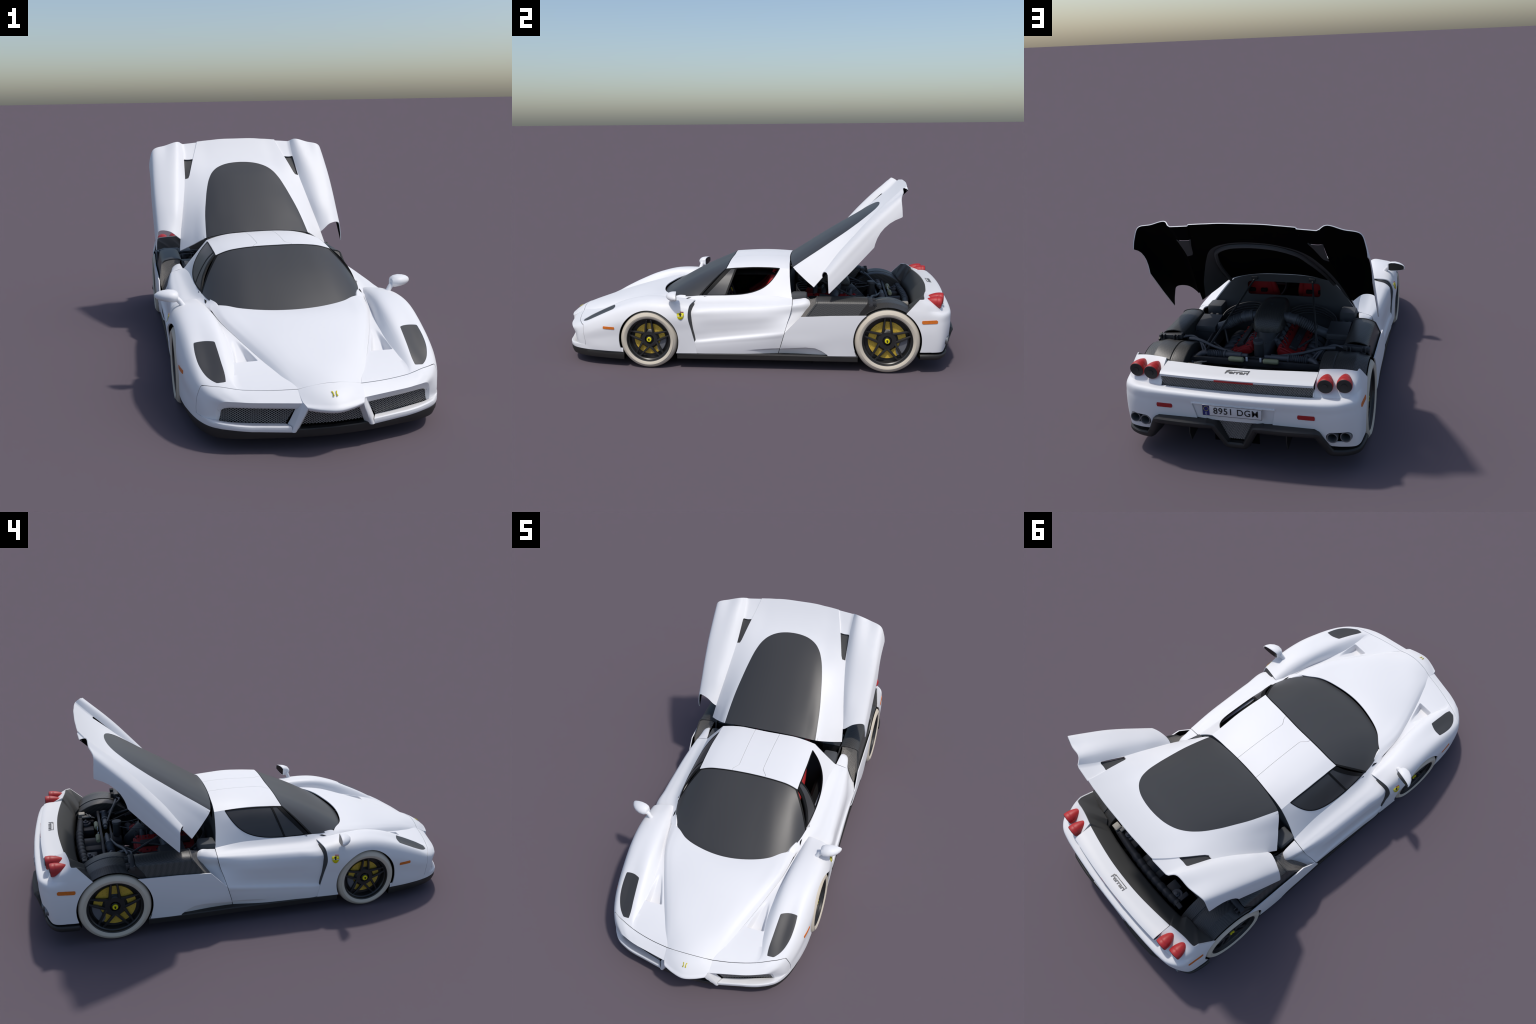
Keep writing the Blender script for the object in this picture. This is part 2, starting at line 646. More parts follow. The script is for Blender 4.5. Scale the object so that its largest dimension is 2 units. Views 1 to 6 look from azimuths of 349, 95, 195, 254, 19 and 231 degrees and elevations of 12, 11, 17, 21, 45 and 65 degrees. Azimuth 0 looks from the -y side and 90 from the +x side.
near_duct = lambda c: 0.17 < c[0] < 0.29 and -0.76 < c[1] < -0.58
flank_fine = fine(fine(flank, near_duct), near_duct).displaced(brake_duct)
fender = flank_fine.clip(lambda V: -ahead_of_bumper(V) + GAP).clip(circle_out(AXLE_F, R_ARCH_F))
lens = fender.clip(top_poly(headlight)).clip(lambda V: 0.16 - V[:, 2])
fender_skin = fender.clip(lambda V: np.where(V[:, 2] > 0.16, -polygon_distance(headlight, V[:, [0, 1]]) + 0.0006, -1))
add_pair("front_fender", fender_skin.shell(T), PAINT, car)
add_pair("headlight_cover", lens.offset(-0.0012).shell(0.004, 0), ["tinted_glass"], car)

# ---- front hood: rows from the windscreen base to the nose, centre outwards
hood_rows = [
    [(0, -0.476, 0.3115), (0.10, -0.464, 0.3125), (0.20, -0.428, 0.3170), (0.268, -0.373, 0.3190), (0.2995, -0.3675, 0.3060)],
    [(0, -0.53, 0.3110), (0.10, -0.525, 0.3105), (0.19, -0.515, 0.3075), (0.260, -0.499, 0.305), (0.2765, -0.496, 0.287)],
    [(0, -0.61, 0.2990), (0.09, -0.607, 0.2970), (0.165, -0.602, 0.2915), (0.226, -0.592, 0.2840), (0.2435, -0.588, 0.267)],
    [(0, -0.70, 0.2740), (0.08, -0.698, 0.2730), (0.14, -0.692, 0.2695), (0.188, -0.682, 0.2620), (0.206, -0.681, 0.2445)],
    [(0, -0.79, 0.2475), (0.065, -0.788, 0.2465), (0.115, -0.782, 0.2430), (0.149, -0.775, 0.2365), (0.1655, -0.775, 0.2215)],
    [(0, -0.87, 0.2245), (0.05, -0.867, 0.2220), (0.09, -0.86, 0.2165), (0.115, -0.855, 0.2115), (0.128, -0.855, 0.2035)],
    [(0, -0.9168, 0.2075), (0.04, -0.915, 0.2045), (0.075, -0.911, 0.198), (0.093, -0.907, 0.193), (0.1015, -0.906, 0.191)],
]
hood_rows = [tighten(r, 3, 0.22) for r in hood_rows]
hood = oriented(Mesh.grid(grid_surface(hood_rows, 8, 8, centre=True)), (0, -0.6, 0.0)).both()
add("hood", hood.shell(T), PAINT, car)

# ---- nose and front bumper
nose_rows = [
    [(0, -0.919, 0.2075), (0.055, -0.916, 0.2030), (0.102, -0.9085, 0.191)],
    [(0, -0.958, 0.1865), (0.055, -0.950, 0.1840), (0.101, -0.932, 0.1780)],
    [(0, -0.986, 0.1650), (0.053, -0.974, 0.1650), (0.097, -0.955, 0.1655)],
    [(0, -0.9995, 0.1500), (0.048, -0.989, 0.1515), (0.087, -0.973, 0.1545)],
    [(0, -0.993, 0.1410), (0.046, -0.983, 0.1425), (0.084, -0.967, 0.1450)],
    [(0, -0.965, 0.138), (0.044, -0.958, 0.139), (0.080, -0.947, 0.142)],
]
nose = oriented(Mesh.grid(grid_surface(nose_rows, 8, 12, centre=True)), (0, -0.9, 0.1))
add("nose_panel", nose.both().shell(T), PAINT, car)

bumper = flank.clip(lambda V: ahead_of_bumper(V) + GAP)
lip_edge = resample(flank.V.reshape(150, -1, 3)[0], 80)
grille_rim = line_at([(0.117, -0.931, 0.1425), (0.224, -0.900, 0.141), (0.318, -0.871, 0.140), (0.331, -0.866, 0.134), (0.338, -0.861, 0.11), (0.3435, -0.856, 0.087)], 80, creases=(2, 4))
recess = Mesh.grid(np.stack([lip_edge * (1 - t) + grille_rim * t + np.array([0, 0, -0.010]) * math.sin(math.pi * t) * (np.arange(80) < 66)[:, None] for t in np.linspace(0, 1, 7)]))
recess = oriented(recess, (0.2, -0.7, 0.3))
# lower lip: shelf below the grille, rolled edge, down to the splitter
lip_plan = line_at([(0.131, -0.9475), (0.214, -0.9295), (0.307, -0.907), (0.360, -0.879), (0.394, -0.832), (0.415, -0.774), (0.430, -0.693), (0.4425, -0.601)], 90)
shelf_in = line_at([(0.144, -0.921), (0.25, -0.889), (0.3435, -0.856), (0.385, -0.839), (0.409, -0.793), (0.426, -0.735), (0.4375, -0.67), (0.441, -0.604)], 90)
rows = []
for w, z in ((1.0, 0.0), (0.55, -0.0005), (0.15, 0.0), (0.03, -0.003), (0.0, -0.008), (0.02, -0.017), (0.08, -0.020), (0.6, -0.020)):
    zz = np.interp(np.arange(90), [0, 20, 38, 50, 89], [0.0885, 0.090, 0.0975, 0.0985, 0.0965]) if w < 1 else np.interp(np.arange(90), [0, 36, 46, 89], [0.0885, 0.086, 0.0975, 0.0975])
    rows.append(np.c_[lip_plan * (1 - w) + shelf_in * w, zz + z])
lip = oriented(Mesh.grid(np.array(rows)), (0.2, -0.6, 0.085))
# struts that carry the nose down to the lip
strut_rows = []
for t in np.linspace(0, 1, 12):
    of = np.array([0.098, -0.957, 0.168]) * (1 - t) + np.array([0.1325, -0.9480, 0.0705]) * t
    inf = np.array([0.086, -0.973, 0.155]) * (1 - t) + np.array([0.120, -0.9515, 0.0705]) * t
    inb = np.array([0.076, -0.952, 0.146]) * (1 - t) + np.array([0.106, -0.932, 0.0705]) * t
    ob = np.array([0.113, -0.933, 0.150]) * (1 - t) + np.array([0.1465, -0.919, 0.0705]) * t
    strut_rows.append(line_at([of, of * 0.5 + inf * 0.5 + np.array([0, -0.002, 0]), inf, inb, ob, of], 36, creases=(2, 3, 4)))
strut = oriented(Mesh.grid(np.array(strut_rows)), (0.115, -0.945, 0.11))
half = bumper.shell(T).join(recess.shell(T), lip, strut)
add_pair("front_bumper", half, PAINT, car)

# ---- dark splitter and floor
spl = np.vstack([[(0, -0.957), (0.07, -0.954)], line_at(lip_plan, 60)])
spl = np.vstack([spl, [(0.441, -0.597)]])
rows = []
for inset, z0, z1 in ((0.10, 0.0785, 0.0785), (0.004, 0.0785, 0.0785), (0.0015, 0.076, 0.074), (0.002, 0.062, 0.055), (0.008, 0.049, 0.037), (0.02, 0.047, 0.035), (0.12, 0.047, 0.038)):
    d = np.gradient(spl, axis=0)
    n = np.c_[-d[:, 1], d[:, 0]] / np.linalg.norm(d, axis=1, keepdims=True)
    p = spl + n * inset
    p[:, 0] = np.maximum(p[:, 0], 0)
    p[0, 0] = 0
    rows.append(np.c_[p, np.interp(np.arange(len(p)), [0, len(p) - 1], [z0, z1])])
splitter = oriented(Mesh.grid(np.array(rows)), (0.15, -0.75, 0.06))
add("front_splitter", splitter.both(), ["dark_plastic"], car)

sill = sweep(line_at([(0.434, -0.336, 0.064), (0.434, -0.1, 0.064), (0.433, 0.15, 0.064), (0.436, 0.35, 0.064), (0.436, 0.528, 0.064)], 50), [(-0.06, 0.013), (0.008, 0.013), (0.0105, 0.008), (0.009, -0.014), (0.003, -0.018), (-0.06, -0.018)])
add_pair("side_sill", oriented(sill, (0.40, 0.1, 0.06)), ["dark_plastic"], car, smooth=30)
floor_poly = [(0.0, -0.86), (0.30, -0.83), (0.36, -0.75), (0.27, -0.62), (0.27, -0.33), (0.42, -0.32), (0.42, 0.50), (0.0, 0.50)]
floor = prism(floor_poly, 2, 0.052, 0.062)
add_pair("floor_pan", floor, ["black_lining"], car)

# ---- doors: lines from the belt line down to the sill
door_lines = [
    [(0.2745, -0.3635, 0.3195), (0.297, -0.30, 0.326), (0.316, -0.236, 0.331), (0.327, -0.1, 0.336), (0.329, 0, 0.338), (0.332, 0.1, 0.337), (0.341, 0.2145, 0.327)],
    [(0.287, -0.3645, 0.3135), (0.307, -0.30, 0.3155), (0.336, -0.236, 0.3155), (0.354, -0.1, 0.3180), (0.358, 0, 0.320), (0.362, 0.1, 0.3205), (0.370, 0.2155, 0.3190)],
    [(0.299, -0.3655, 0.306), (0.330, -0.29, 0.3055), (0.380, -0.245, 0.3035), (0.392, -0.12, 0.3075), (0.392, 0.0, 0.3105), (0.390, 0.1, 0.3130), (0.388, 0.2155, 0.3145)],
    [(0.301, -0.366, 0.302), (0.352, -0.305, 0.2935), (0.424, -0.262, 0.2865), (0.4275, -0.146, 0.2915), (0.4235, -0.025, 0.296), (0.417, 0.096, 0.301), (0.404, 0.2160, 0.3075)],
    [(0.302, -0.366, 0.27), (0.36, -0.34, 0.245), (0.432, -0.262, 0.250), (0.4355, -0.146, 0.252), (0.4335, -0.025, 0.257), (0.4295, 0.096, 0.263), (0.413, 0.208, 0.270)],
    [(0.305, -0.366, 0.20), (0.37, -0.34, 0.195), (0.434, -0.262, 0.195), (0.4345, -0.146, 0.203), (0.4335, -0.025, 0.212), (0.4330, 0.096, 0.222), (0.432, 0.195, 0.232)],
    [(0.34, -0.366, 0.14), (0.40, -0.34, 0.150), (0.4355, -0.249, 0.147), (0.4340, -0.135, 0.159), (0.4340, -0.027, 0.171), (0.4370, 0.078, 0.184), (0.4470, 0.1845, 0.197)],
    [(0.34, -0.366, 0.11), (0.40, -0.34, 0.118), (0.4450, -0.245, 0.129), (0.4470, -0.132, 0.141), (0.4475, -0.027, 0.1525), (0.4490, 0.078, 0.1650), (0.4530, 0.180, 0.181)],
    [(0.34, -0.366, 0.077), (0.40, -0.34, 0.077), (0.442, -0.2375, 0.077), (0.441, -0.13, 0.077), (0.438, -0.027, 0.077), (0.434, 0.078, 0.077), (0.431, 0.150, 0.077)],
]
door_lines = [[(l[0][0] - 0.003, l[0][1] - 0.012, l[0][2] - 0.006)] + l for l in door_lines]
door_lines = [np.array(l) for l in door_lines]
door_lines = tighten(tighten(tighten(door_lines, 7, 0.2), 6, 0.25), 3, 0.25)
belt_tuck = [(x - 0.014, y, z - 0.008) for x, y, z in door_lines[0]]
door = Mesh.grid(lines_surface([belt_tuck] + door_lines, 110, per_v=8, crease_v=(1,)))
door = oriented(door, (0.2, -0.05, 0.2))
scoop_top = [(-0.05, 0.098), (0.005, 0.0985), (0.158, 0.108), (0.281, 0.118), (0.327, 0.115), (0.357, 0.102), (0.386, 0.082)]


def sill_scoop(V):
    """Hollow above the sill that deepens backwards and ends in a curved edge."""
    st = np.array(scoop_top)
    zt = np.interp(V[:, 1], st[:, 0], st[:, 1], left=0, right=0)
    d = zt - V[:, 2]
    V[:, 0] -= 0.018 * smoothstep(-0.02, 0.20, V[:, 1]) * smoothstep(0, 0.009, d) * (V[:, 1] < 0.39)
    return V


def near_scoop(c):
    return c[1] > -0.06 and c[2] < 0.14


door = fine(fine(door, near_scoop), near_scoop).displaced(sill_scoop)
fender_rear = np.array([(-0.40, 0.20), (-0.30, 0.20)])
add_pair("door", door.shell(T), PAINT, car)
# dark throat of the outlet between fender and door
thr = line_at([(0.372, -0.2705, 0.3095), (0.405, -0.274, 0.3060), (0.4245, -0.279, 0.2985), (0.4445, -0.2815, 0.262), (0.4450, -0.267, 0.19), (0.443, -0.2515, 0.131)], 50)
throat_strip = Mesh.grid(np.stack([thr, thr + np.array([-0.004, 0.010, -0.004]), thr + np.array([-0.016, 0.020, -0.012])]))
add_pair("fender_outlet", oriented(throat_strip, (0.30, -0.5, 0.15)).shell(0.002, 0), ["grey_liner"], car)

# ---- cabin
roof_rows = [
    [(0, -0.1045, 0.478), (0.08, -0.1065, 0.4775), (0.14, -0.1085, 0.474), (0.19, -0.1105, 0.467), (0.239, -0.1175, 0.452)],
    [(0, -0.03, 0.4835), (0.08, -0.03, 0.4825), (0.14, -0.03, 0.4790), (0.19, -0.03, 0.4725), (0.239, -0.03, 0.460)],
    [(0, 0.05, 0.4865), (0.08, 0.05, 0.4855), (0.14, 0.05, 0.4815), (0.19, 0.05, 0.475), (0.239, 0.05, 0.463)],
    [(0, 0.12, 0.4855), (0.08, 0.12, 0.4845), (0.14, 0.12, 0.4805), (0.19, 0.12, 0.473), (0.2385, 0.12, 0.459)],
    [(0, 0.1885, 0.4805), (0.08, 0.1905, 0.480), (0.14, 0.1935, 0.4765), (0.19, 0.1945, 0.4675), (0.238, 0.197, 0.4525)],
]
roof = Mesh.grid(grid_surface(roof_rows, 12, 12, centre=True))
side_lines = [
    [(0.239, -0.26, 0.45), (0.239, -0.1175, 0.452), (0.239, -0.03, 0.460), (0.239, 0.05, 0.463), (0.2385, 0.12, 0.459), (0.238, 0.197, 0.4525)],
    [(0.268, -0.26, 0.425), (0.268, -0.1175, 0.429), (0.269, -0.03, 0.433), (0.269, 0.05, 0.434), (0.268, 0.12, 0.430), (0.266, 0.199, 0.420)],
    [(0.291, -0.26, 0.392), (0.294, -0.1175, 0.395), (0.296, -0.03, 0.397), (0.296, 0.05, 0.397), (0.297, 0.12, 0.392), (0.299, 0.2035, 0.380)],
    [(0.309, -0.26, 0.3285), (0.326, -0.1175, 0.3355), (0.3285, -0.03, 0.3375), (0.330, 0.05, 0.338), (0.333, 0.12, 0.336), (0.3405, 0.214, 0.327)],
]
cabin_side = Mesh.grid(lines_surface(side_lines, 100, per_v=14), flip=False)
roof = oriented(roof, (0, 0, 0))
cabin_side = oriented(cabin_side, (0, 0, 0.3))
window = np.vstack([
    hermite([(-0.236, 0.331), (-0.10, 0.3365), (-0.02, 0.343), (0.03, 0.354), (0.07, 0.370), (0.102, 0.3925), (0.130, 0.424), (0.151, 0.4565)], 6)[:-1],
    hermite([(0.151, 0.4565), (0.097, 0.4600), (0.018, 0.4610), (-0.05, 0.4575), (-0.117, 0.4525)], 4)[:-1],
    [(-0.117, 0.4525), (-0.30, 0.260)],
])
pillar = cabin_side.clip(side_poly(window, -1)).clip(lambda V: 0.016 - (V[:, 1] + 0.236 - (V[:, 2] - 0.331) * (0.119 / 0.121)))
seam = lambda off: np.array([(0.080 + off, -0.2), (0.080 + off, -0.095), (0.058 + off, -0.066), (0.0585 + off, -0.05), (0.062 + off, 0.187), (0.062 + off, 0.25)])


def roof_seam(V):
    return polyline_side(seam(0), np.c_[np.abs(V[:, 0]), V[:, 1]])


roof_mid = roof.clip(lambda V: -roof_seam(V) + 0.0007).both()
roof_out = roof.clip(lambda V: roof_seam(V) + 0.0007)
add("roof_panel", roof_mid.shell(T), PAINT, car)
shell_side = roof_out.join(pillar).weld(3e-4)
add_pair("roof_side", shell_side.shell(T), PAINT, car)

glass = cabin_side.clip(side_poly(window))
glass = glass.clip(lambda V: -(V[:, 1] + 0.236 - (V[:, 2] - 0.331) * (0.119 / 0.121)) + 0.0015)
pillar_line = lambda V: (V[:, 1] + 0.236 - (V[:, 2] - 0.331) * (0.119 / 0.121)) * 0.713  # distance behind the A pillar line
bar = lambda V: V[:, 1] + 0.112 - (V[:, 2] - 0.334) * (0.043 / 0.121)  # divider bar
ring = lambda V: -polygon_distance(window, V[:, [1, 2]])


def frame_value(V):
    return np.maximum.reduce([np.minimum.reduce([ring(V) - 0.0035, pillar_line(V) - 0.017, np.abs(bar(V)) - 0.0045])])


frame = glass.clip(frame_value)
panes = glass.clip(lambda V: -frame_value(V))
quarter = panes.clip(bar)
pane = panes.clip(lambda V: -bar(V))
add_pair("window_frame", frame.offset(0.0006).shell(0.006, 0), ["black_rubber"], car)
add_pair("quarter_window", quarter.offset(-0.0006).shell(0.003, 0), ["tinted_glass"], car)
add("side_window", pane.offset(-0.0012).shell(0.003, 0).mirrored(), ["tinted_glass"], car)

# ---- windscreen
ws_top = np.array([(0, -0.1055, 0.4770), (0.08, -0.1075, 0.4765), (0.14, -0.1095, 0.473), (0.19, -0.1115, 0.466), (0.2395, -0.1185, 0.451)])
ws_low = np.array([(0, -0.4715, 0.3000), (0.105, -0.4585, 0.3025), (0.205, -0.422, 0.3105), (0.273, -0.360, 0.3165), (0.316, -0.2365, 0.331)])
bow = np.array([(0, -0.004, 0.0105), (0, -0.004, 0.0100), (0.002, -0.004, 0.009), (0.007, -0.004, 0.004), (0.006, -0.002, 0.003)])
screen_rows = [ws_top * (1 - t) + ws_low * t + bow * math.sin(math.pi * t) * 0.8 for t in (0, 0.25, 0.5, 0.75, 1)]
S = grid_surface(screen_rows, 14, 14, centre=True)
screen = oriented(Mesh.grid(S), (0, -0.1, 0.2))
ug = np.zeros(S.shape[:2] + (3,))
edge_top = np.array([S[0, j] for j in range(S.shape[1])])
edge_side = S[:, -1]


def near_edge(E, V):
    d = np.full(len(V), 1e9)
    for p in resample(E, 120):
        d = np.minimum(d, np.linalg.norm(V - p, axis=1))
    return d


dtop, dside = near_edge(edge_top, screen.V), near_edge(edge_side, screen.V)
screen_val = np.minimum(dtop - 0.0055, dside - 0.009)
band = screen.clip(lambda V: screen_val)
clear = screen.clip(lambda V: -screen_val)
add("windscreen", clear.both().shell(0.004, 0), ["tinted_glass"], car)
add("windscreen_seal", band.both().offset(0.0003).shell(0.006, 0), ["black_rubber"], car)

# ---- rear quarter and shoulder
quarter_lines = [
    [(0.431, 0.150, 0.077), (0.436, 0.25, 0.077), (0.449, 0.387, 0.077), (0.445, 0.54, 0.077)],
    [(0.4495, 0.163, 0.12), (0.452, 0.25, 0.12), (0.453, 0.38, 0.12), (0.450, 0.54, 0.12)],
    [(0.4545, 0.183, 0.19), (0.456, 0.26, 0.19), (0.457, 0.40, 0.19), (0.455, 0.58, 0.19)],
    [(0.4525, 0.195, 0.245), (0.455, 0.26, 0.245), (0.4565, 0.40, 0.245), (0.456, 0.58, 0.245)],
    [(0.449, 0.205, 0.285), (0.452, 0.26, 0.285), (0.4545, 0.40, 0.285), (0.455, 0.58, 0.285)],
]
rq = oriented(Mesh.grid(lines_surface(quarter_lines, 110, per_v=10)), (0.3, 0.35, 0.18))
rq = fine(fine(rq, lambda c: c[2] < 0.13 and c[1] < 0.41), lambda c: c[2] < 0.13 and c[1] < 0.41).displaced(sill_scoop)
rq_poly = [(0.1522, 0.07), (0.153, 0.077), (0.185, 0.190), (0.258, 0.2665), (0.40, 0.274), (0.70, 0.281), (0.70, 0.05)]
rq = rq.clip(side_poly(rq_poly)).clip(circle_out(AXLE_R, R_ARCH_R))
add_pair("rear_quarter", rq.shell(T), PAINT, car)
shoulder_lines = [
    [(0.345, 0.2178, 0.324), (0.349, 0.25, 0.329), (0.354, 0.2825, 0.333), (0.356, 0.2935, 0.328)],
    [(0.374, 0.2180, 0.3185), (0.370, 0.25, 0.325), (0.366, 0.288, 0.3295), (0.367, 0.300, 0.323)],
    [(0.399, 0.2180, 0.3075), (0.393, 0.25, 0.311), (0.383, 0.295, 0.3155), (0.379, 0.305, 0.310)],
    [(0.401, 0.2095, 0.270), (0.397, 0.24, 0.271), (0.391, 0.275, 0.274), (0.387, 0.288, 0.274)],
    [(0.425, 0.197, 0.232), (0.417, 0.22, 0.235), (0.409, 0.25, 0.238), (0.405, 0.265, 0.240)],
    [(0.4545, 0.1845, 0.189), (0.447, 0.205, 0.198), (0.437, 0.235, 0.21), (0.432, 0.25, 0.215)],
]
sh = oriented(Mesh.grid(lines_surface(shoulder_lines, 24, per_v=8)), (0.3, 0.22, 0.22))
add_pair("rear_shoulder", sh.shell(T), PAINT, car)

# ------------------------------------------------------------------ tail
tail_cols = [
    [(0.454, 0.735, 0.095), (0.457, 0.735, 0.15), (0.4580, 0.735, 0.20), (0.456, 0.735, 0.245), (0.452, 0.735, 0.285), (0.4495, 0.735, 0.30), (0.444, 0.735, 0.322), (0.437, 0.735, 0.352)],
    [(0.4525, 0.80, 0.095), (0.4555, 0.80, 0.15), (0.4565, 0.80, 0.20), (0.4535, 0.80, 0.245), (0.4495, 0.80, 0.285), (0.4465, 0.80, 0.30), (0.4405, 0.80, 0.322), (0.433, 0.80, 0.352)],
    [(0.450, 0.852, 0.095), (0.453, 0.852, 0.15), (0.4540, 0.852, 0.20), (0.451, 0.852, 0.245), (0.447, 0.852, 0.285), (0.443, 0.852, 0.30), (0.436, 0.850, 0.325), (0.424, 0.832, 0.3525)],
    [(0.434, 0.914, 0.095), (0.440, 0.918, 0.15), (0.441, 0.920, 0.20), (0.439, 0.920, 0.245), (0.432, 0.918, 0.283), (0.421, 0.905, 0.294), (0.416, 0.885, 0.320), (0.410, 0.835, 0.355)],
    [(0.387, 0.936, 0.10), (0.396, 0.947, 0.15), (0.398, 0.953, 0.20), (0.398, 0.954, 0.245), (0.393, 0.950, 0.284), (0.387, 0.924, 0.291), (0.386, 0.890, 0.322), (0.380, 0.837, 0.3575)],
    [(0.330, 0.946, 0.105), (0.337, 0.959, 0.15), (0.338, 0.966, 0.20), (0.337, 0.968, 0.240), (0.334, 0.966, 0.281), (0.331, 0.934, 0.292), (0.329, 0.903, 0.322), (0.328, 0.845, 0.3585)],
    [(0.288, 0.950, 0.105), (0.292, 0.961, 0.15), (0.293, 0.968, 0.20), (0.293, 0.971, 0.240), (0.290, 0.971, 0.281), (0.288, 0.937, 0.290), (0.2885, 0.920, 0.322), (0.295, 0.852, 0.3585)],
    [(0.20, 0.952, 0.11), (0.20, 0.963, 0.15), (0.20, 0.970, 0.20), (0.20, 0.975, 0.240), (0.20, 0.978, 0.281), (0.20, 0.941, 0.290), (0.20, 0.93, 0.32), (0.20, 0.86, 0.355)],
    [(0.10, 0.953, 0.11), (0.10, 0.964, 0.15), (0.10, 0.972, 0.20), (0.10, 0.978, 0.240), (0.10, 0.983, 0.281), (0.10, 0.944, 0.290), (0.10, 0.93, 0.32), (0.10, 0.86, 0.355)],
    [(0, 0.954, 0.11), (0, 0.965, 0.15), (0, 0.973, 0.20), (0, 0.979, 0.240), (0, 0.985, 0.281), (0, 0.945, 0.290), (0, 0.93, 0.32), (0, 0.86, 0.355)],
]
mirror_cols = [[(-x, y, z) for x, y, z in c] for c in tail_cols[-2:-4:-1]]
G = grid_surface([c[:6] for c in tail_cols + mirror_cols], 10, 8)[: 10 * (len(tail_cols) - 1) + 1]
G[-1, :, 0] = 0
lower = oriented(Mesh.grid(G), (0.1, 0.8, 0.2))
pods = oriented(Mesh.grid(grid_surface([c[5:] for c in tail_cols[:7]], 10, 12)), (0.3, 0.8, 0.25))
tail_low = [(-0.01, 0.181), (0.076, 0.181), (0.142, 0.186), (0.293, 0.184), (0.306, 0.176), (0.338, 0.118), (0.348, 0.110), (0.43, 0.103), (0.50, 0.104), (0.50, 0.5), (-0.01, 0.5)]
lower = lower.clip(lambda V: np.where(V[:, 1] > 0.87, polygon_distance(tail_low, V[:, [0, 2]]), 0.104 - V[:, 2]))
lower = lower.clip(circle_out(AXLE_R, R_ARCH_R))
diag = np.array([(0.751, 0.290), (0.812, 0.353)])
edge_cut = lambda V: np.where(V[:, 0] > 0.41, polyline_side(np.array([(0.69, 0.227), (0.812, 0.353), (0.84, 0.38)]), V[:, [1, 2]]), -1)
lower = lower.clip(edge_cut)
pods = pods.clip(edge_cut).clip(circle_out(AXLE_R, R_ARCH_R))
# exhaust slot
slot = lambda V: np.maximum(np.hypot(np.maximum(np.abs(V[:, 0] - 0.377) - 0.024, 0), V[:, 2] - 0.151) - 0.0215, 0.9 - V[:, 1])
lower = lower.clip(lambda V: -slot(V))
# number plate recess
plate_recess = lambda V: np.where(V[:, 1] > 0.93, polygon_distance([(0.149, 0.10), (0.142, 0.186), (0.156, 0.252), (-0.156, 0.252), (-0.142, 0.186), (-0.149, 0.10)], V[:, [0, 2]]), 1)
inner = lower.clip(plate_recess)
outer = lower.clip(lambda V: -plate_recess(V))
tail_mesh = outer.join(pods).both()
add("rear_bumper", tail_mesh.shell(T), PAINT, car)
plate_bay = inner.moved((0, -0.006, 0)).both()
add("plate_recess", plate_bay.shell(T).join(box((0.0, 0.978, 0.2535), (0.312, 0.014, 0.003))), PAINT, car)

# inner wall of the lamp pods, and the flat deck with its lip
deck_rows = [
    [(0, 0.880, 0.3515), (0.10, 0.877, 0.3515), (0.20, 0.867, 0.3505), (0.289, 0.8545, 0.348)],
    [(0, 0.912, 0.3475), (0.10, 0.909, 0.3475), (0.20, 0.900, 0.3465), (0.289, 0.888, 0.3445)],
    [(0, 0.950, 0.3415), (0.10, 0.948, 0.3415), (0.20, 0.943, 0.3405), (0.288, 0.936, 0.3385)],
    [(0, 0.9545, 0.339), (0.10, 0.9525, 0.339), (0.20, 0.9475, 0.338), (0.2875, 0.940, 0.336)],
    [(0, 0.954, 0.331), (0.10, 0.952, 0.331), (0.20, 0.947, 0.330), (0.287, 0.9395, 0.328)],
    [(0, 0.942, 0.329), (0.10, 0.940, 0.329), (0.20, 0.935, 0.328), (0.286, 0.929, 0.326)],
]
deck = oriented(Mesh.grid(grid_surface(deck_rows, 6, 8, crease_u=(3, 4), centre=True)), (0, 0.9, 0.2)).both()
add("tail_deck", deck.shell(0.004), PAINT, car)
wall_top = line_at([(0.295, 0.852, 0.3585), (0.2915, 0.885, 0.344), (0.2885, 0.920, 0.322), (0.288, 0.940, 0.293)], 20)
wall_low = wall_top * 1.0
wall_low[:, 0] -= 0.004
wall_low[:, 2] -= np.linspace(0.03, 0.0, 20)
add_pair("lamp_pod_wall", oriented(Mesh.grid(np.stack([wall_top, wall_low])), (0.4, 0.9, 0.33)).shell(0.003, 0), ["white_paint"], car)

# dark lining that closes the tail towards the engine bay
lin_edge = line_at([(0.4475, 0.753, 0.289), (0.4385, 0.783, 0.321), (0.429, 0.811, 0.351), (0.4235, 0.829, 0.3515), (0.410, 0.8335, 0.3540), (0.38, 0.8355, 0.3565), (0.328, 0.8435, 0.3575), (0.297, 0.850, 0.3575), (0.289, 0.8535, 0.3475), (0.2, 0.866, 0.350), (0, 0.879, 0.351)], 90, creases=(2, 7, 8))
lin_in = line_at([(0.405, 0.735, 0.276), (0.392, 0.750, 0.284), (0.378, 0.766, 0.292), (0.372, 0.770, 0.294), (0.365, 0.772, 0.296), (0.35, 0.773, 0.297), (0.32, 0.775, 0.297), (0.292, 0.778, 0.293), (0.278, 0.796, 0.279), (0.2, 0.806, 0.284), (0, 0.813, 0.286)], 90, creases=(2, 7, 8))
lining = Mesh.grid(np.stack([lin_edge + np.array([0, 0, -0.0015]), lin_edge * 0.9 + lin_in * 0.1 + np.array([0, 0, 0.001]), lin_edge * 0.5 + lin_in * 0.5 + np.array([0, 0, 0.004]), lin_edge * 0.12 + lin_in * 0.88, lin_in, lin_in + np.array([0, -0.004, -0.02]), lin_in + np.array([0, 0.0, -0.10])]))
add("tail_lining", oriented(lining, (0.1, 0.9, 0.1)).both().shell(0.003, 0), ["grey_liner"], car)

